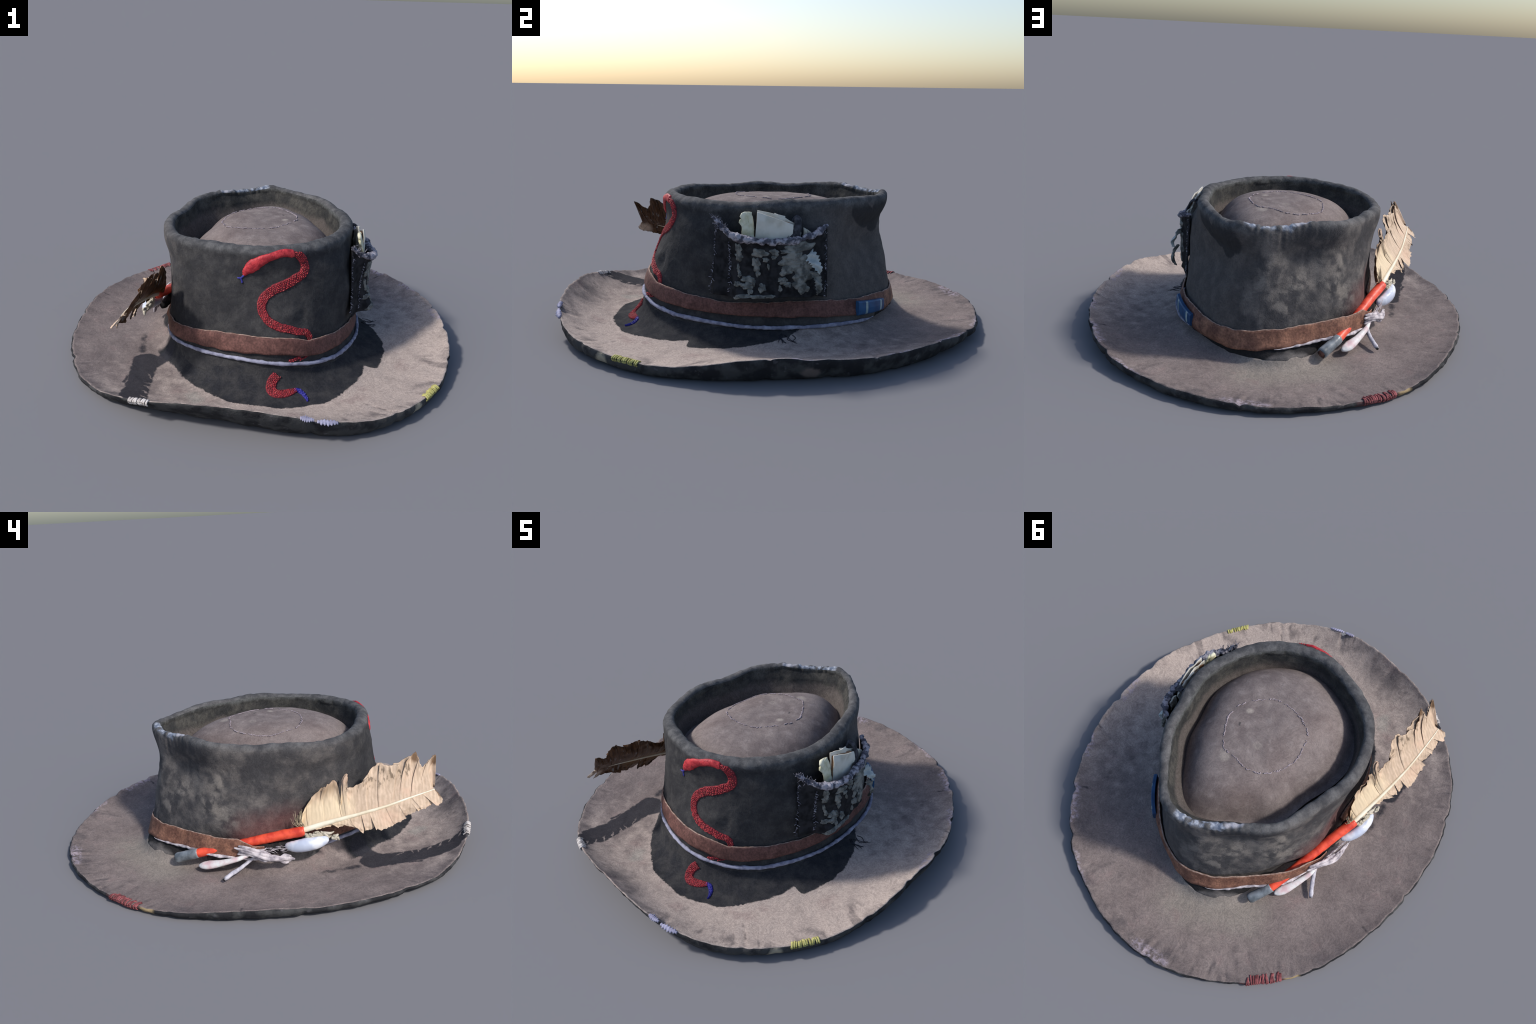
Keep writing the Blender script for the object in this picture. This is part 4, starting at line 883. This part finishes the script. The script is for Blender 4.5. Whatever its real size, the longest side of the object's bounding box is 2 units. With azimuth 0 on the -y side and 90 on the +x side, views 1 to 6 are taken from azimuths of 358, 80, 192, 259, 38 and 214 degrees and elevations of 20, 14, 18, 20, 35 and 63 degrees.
def build_pocket(root, rnd):
    m_cloth = plain("black_denim", (.014, .014, .016), (.034, .034, .038), 30, .92, .1, .5)
    m_hem = plain("frayed_grey_denim", (.085, .085, .11), (.40, .385, .44), 44, .9, .12, .8, lo=.42, hi=.60)
    m_lace = plain("grey_lace", (.10, .103, .10), (.27, .275, .26), 34, .9, .12, .7)
    nd, nv = 150, 60; D, Vv = np.meshgrid(np.linspace(-39.5, 21, nd), np.linspace(0, 1, nv), indexing="ij")
    out = pocket_point(D, Vv); inn = pocket_point(D, Vv, -.006)
    n, m = nd, nv; pile = Pile(); FF = grid_faces(n, m)
    pile.add((out, FF)); pile.add((inn, [f[::-1] for f in FF]))
    rim = [(0, j) for j in range(m)] + [(i, m - 1) for i in range(1, n)] + [(n - 1, j) for j in range(m - 2, -1, -1)] + [(i, 0) for i in range(n - 2, 0, -1)]
    for a in range(len(rim)):
        p, q = rim[a], rim[(a + 1) % len(rim)]; i, j = p[0] * m + p[1], q[0] * m + q[1]
        pile.F.append((j, i, i + n * m, j + n * m)); pile.M.append(0)
    pocket = pile.build("pocket", m_cloth, root)
    # twisted frayed hem
    d = np.linspace(-39.5, 20.5, 220); P = pocket_point(d, 0 * d, .001); P[:, 2] += .004
    P = P + .0035 * np.stack([np.sin(d * 1.9), np.cos(d * 1.9), np.sin(d * 1.3)], 1) * .5
    w = np.interp(d, [-42, -36, -30, -10, 8, 18, 21], [.009, .013, .016, .0135, .015, .013, .006]) * (1 + .25 * vnoise(P, 30, 123))
    V, F = tube(P, w, w * .85, (0, 0, 1), 14, .38, 124); new_mesh("hem", V, F, m_hem, None, True, pocket)
    fray = Pile()
    for j in range(120):
        dd = rnd.uniform(-40, -32) if j < 55 else rnd.uniform(-39, 21); k = np.array([dd]); a = pocket_point(k, np.array([0.]), rnd.uniform(-.006, .008))[0] + (0, 0, rnd.uniform(-.008, .012))
        L = .030 if j < 55 else .014
        b = a + np.array([rnd.uniform(-.4, .6), rnd.uniform(-.8, .6), rnd.uniform(-.2, 1.0)]) * L
        fray.add(tube(smooth_path([a, (a + b) / 2 + np.array([rnd.uniform(-.004, .004) for _ in range(3)]), b], 7), np.linspace(.0022, .0008, 7), None, (0, 0, 1), 5))
    for dd, v0, v1, sx in ((-38.8, .10, 1.0, -2.2), (-30.5, .10, .92, -.5), (20.0, .06, 1.0, -.8)):
        for j in range(46):
            v = v0 + (v1 - v0) * (j + rnd.random()) / 46; k = dd + sx * v + rnd.uniform(-.5, .5)
            a = pocket_point(np.array([k]), np.array([v]), .0015)[0]; b = pocket_point(np.array([k + rnd.uniform(-1.4, 1.4)]), np.array([v + rnd.uniform(-.01, .03)]), rnd.uniform(.002, .007))[0]
            if rnd.random() < .25: continue
            fray.add(tube(smooth_path([a, (a + b) / 2 + (0, 0, rnd.uniform(-.003, .003)), b], 6), np.linspace(rnd.choice((.0012, .0018, .0026, .0034)), .0008, 6), None, (0, 0, 1), 5))
    fray.build("frayed_thread", m_hem, pocket)["kind"] = "stuff"
    # lace flowers: (across 0..1, down 0..1, half width, half height)
    def lace(cx, cy, hw, hh, seed, lift=.004):
        r = random.Random(seed); nu, nr = 56, 7; a = np.linspace(0, TAU, nu, endpoint=False)
        petals = r.choice((4, 5, 6)); ph = r.uniform(0, 6)
        R = 1 + .10 * np.sin(petals * a + ph) + .14 * np.sin(2 * a + ph * 2) + .10 * np.sin(3 * a + ph * 1.3) + .05 * np.sin(9 * a + ph * 3)
        rows = []
        for k in range(nr):
            q = k / (nr - 1); dd = -29.5 + 40 * cx + hw * q * R * np.cos(a) * 40; v = cy + hh * q * R * np.sin(a)
            bump = .0035 * np.sqrt(1 - q ** 2 + 1e-6) + .0016 * np.sin(petals * a + ph) * q + .0012 * np.sin(a * 3 + 8 * q)
            rows.append(pocket_point(dd, np.clip(v, .02, 1.04), lift * (1 - q ** 6) + bump))
        edge = pocket_point(dd, np.clip(v, .02, 1.04), -.001); rows.append(edge)
        V = np.array(rows); F = [f[::-1] for f in grid_faces(nr + 1, nu, wrap_m=True)]; return V, [f[::-1] for f in F]
    spots = [(.09, .19, .040, .080), (.09, .32, .045, .055), (.33, .20, .072, .075), (.40, .31, .035, .035), (.50, .17, .045, .055), (.49, .26, .030, .028), (.29, .41, .048, .095), (.31, .57, .022, .055), (.27, .72, .015, .05),
             (.62, .16, .055, .03), (.80, .12, .150, .085), (.70, .30, .115, .120), (.82, .42, .150, .130), (.64, .50, .070, .075), (.86, .60, .115, .120), (.80, .74, .085, .08), (.86, .85, .060, .09),
             (.20, .68, .058, .055), (.20, .78, .055, .06), (.23, .87, .022, .06), (.36, .82, .042, .06), (.60, .68, .055, .050), (.66, .76, .035, .05), (.57, .83, .018, .06), (.14, .955, .085, .032), (.30, .965, .10, .028), (.45, .965, .06, .025),
             (.08, .50, .016, .06), (.10, .60, .022, .045), (.08, .76, .040, .04), (.43, .43, .014, .045)]
    for j, sp in enumerate(spots):
        V, F = lace(sp[0], sp[1], sp[2] * 1.18, sp[3] * 1.18, 130 + j); new_mesh("lace_flower", V, F, m_lace, None, True, pocket)
    # torn lace flaps standing off at the right side
    def flap(pts, w, seed, mat, nm):
        p = smooth_path(pts, 24); T = unit(np.gradient(p, axis=0)); u = np.linspace(-1, 1, 9); rows = []
        for i, q in enumerate(p):
            ww = np.interp(i / 23, [0, .3, .7, 1], w) * (1 + .25 * math.sin(i * 1.9 + seed))
            B = unit(np.cross(T[i], np.array([.9, .2, 0])))
            rows.append(q + B * (u[:, None] * ww) + np.array([1, .2, 0]) * (.006 * np.cos(u * 3 + i * .5))[:, None])
        A = np.array(rows); Bk = A - np.array([.0035, .001, 0]); n, m = A.shape[:2]
        V = np.concatenate([A, Bk[:, ::-1]], 1); F = grid_faces(n, 2 * m, wrap_m=True); F += [tuple(range(2 * m))[::-1], tuple((n - 1) * 2 * m + i for i in range(2 * m))]
        new_mesh(nm, V, F, mat, None, True, pocket)
    flap([(.490, .060, .400), (.505, .080, .378), (.522, .098, .345), (.515, .106, .318)], [.026, .024, .016, .005], 1, plain("pale_lace", (.34, .38, .39), (.52, .56, .56), 26, .9), "lace_flap")
    flap([(.500, .080, .325), (.514, .098, .295), (.520, .104, .262), (.505, .100, .225)], [.010, .016, .014, .004], 2, m_lace, "lace_flap")

    # ---- cards in the pocket
    m_card = plain("ivory_card", (.56, .53, .45), (.76, .73, .66), 11, .6, .3, .3)
    m_card2 = plain("yellowed_paper", (.58, .55, .36), (.80, .78, .62), 20, .75)
    m_brown = plain("brown_card_inside", (.20, .10, .05), (.34, .20, .12), 20, .8)
    def slab(tl, tr, drop, depth, nm, mat, par, bend=.0):
        """Upright packet: top-left, top-right corners, drop vector, depth vector."""
        tl, tr, drop, depth = (np.array(v, float) for v in (tl, tr, drop, depth)); nx, nz = 14, 12; rows = []
        def pt(u, v, w):
            p = tl + (tr - tl) * u + drop * v + depth * w + unit(depth) * (-bend * math.sin(math.pi * u)); k = math.sin(math.pi * min(1, .15 + v)) + .3
            q = np.array([[u * 2.2, v * 2.2, len(nm)]]) + tl
            return p + np.array([1, .1, .1]) * float(.007 * vnoise(q, 1.7, 171)[0] + .004 * vnoise(q, 4.5, 172)[0]) + np.array([0, .3, 1]) * float(.002 * vnoise(np.array([[u * 3, 0, tl[1] * 9]]), 1.8, 173)[0]) * max(0, 1 - v * 3)
        prof = [(0, .0), (.0, .12), (0, .88), (0, 1.0)]
        loop = []
        V = []; F = []
        bm = bmesh.new()
        for w in (0, 1):
            for i in range(nx + 1):
                for j in range(nz + 1): bm.verts.new(pt(i / nx, j / nz, w))
        bm.verts.ensure_lookup_table(); st = (nx + 1) * (nz + 1); ix = lambda w, i, j: bm.verts[w * st + i * (nz + 1) + j]
        for i in range(nx):
            for j in range(nz):
                bm.faces.new((ix(0, i, j), ix(0, i + 1, j), ix(0, i + 1, j + 1), ix(0, i, j + 1))); bm.faces.new((ix(1, i, j), ix(1, i, j + 1), ix(1, i + 1, j + 1), ix(1, i + 1, j)))
        for i in range(nx):
            for j in (0, nz): bm.faces.new((ix(0, i, j), ix(1, i, j), ix(1, i + 1, j), ix(0, i + 1, j)))
        for j in range(nz):
            for i in (0, nx): bm.faces.new((ix(0, i, j), ix(0, i, j + 1), ix(1, i, j + 1), ix(1, i, j)))
        bmesh.ops.recalc_face_normals(bm, faces=bm.faces)
        bv = min(.004, float(np.linalg.norm(depth)) * .35)
        eds = [e_ for e_ in bm.edges if len(e_.link_faces) == 2 and e_.calc_face_angle(0) > 1.0]
        bmesh.ops.bevel(bm, geom=eds, offset=bv, segments=2, profile=.6, affect='EDGES')
        me = bpy.data.meshes.new(nm); bm.to_mesh(me); bm.free(); me.materials.append(mat)
        me.polygons.foreach_set("use_smooth", [True] * len(me.polygons))
        ob = bpy.data.objects.new(nm, me); bpy.context.scene.collection.objects.link(ob); ob.parent = par; return ob
    dep = np.array((-.030, -.001, .0))
    slab((.459, -.150, .574), (.474, .0, .520), (.010, -.012, -.15), (-.006, 0, 0), "card", m_card, pocket, .004)
    slab((.437, -.146, .578), (.448, -.030, .552), (.012, -.012, -.15), (-.005, 0, 0), "card", m_card, pocket, .003)
    slab((.452, -.142, .560), (.464, -.014, .523), (.010, -.010, -.10), (-.012, 0, .004), "card_inside", m_brown, pocket)
    slab((.442, -.075, .566), (.452, .035, .510), (.014, 0, -.12), (-.008, 0, 0), "card", m_card, pocket, .002)
    slab((.455, .045, .505), (.462, .085, .478), (.012, 0, -.08), (-.008, 0, 0), "card", m_card, pocket, .002)
    cr = Pile()
    for j, (a, b, w) in enumerate((((.424, -.206, .566), (.452, -.190, .445), .020), ((.432, -.188, .568), (.455, -.172, .45), .014), ((.428, -.214, .540), (.458, -.205, .445), .016))):
        a, b = np.array(a), np.array(b); cr.add(tube(smooth_path([a, a * .7 + b * .3 + (.004, .010, 0), b], 16), np.interp(np.linspace(0, 1, 16), [0, .05, .3, 1], [w * .4, w, w * .75, w]), w * .4, (1, 0, 0), 10, .35, 150 + j))
    cr.build("crumpled_paper", m_card2, pocket)
    stp = smooth_path([(.418, .010, .505), (.425, .018, .535), (.446, .022, .540), (.466, .018, .510), (.478, .004, .470), (.482, -.006, .44)], 40)
    V, F = tube(stp, np.interp(np.linspace(0, 1, 40), [0, .3, .6, 1], [.014, .016, .020, .018]), .006, np.array((1, .2, .6)), 10, .18, 160)
    new_mesh("cloth_strap", V, F, plain("charcoal_cloth", (.03, .03, .036), (.085, .085, .10), 40, .9), None, True, pocket)

build()
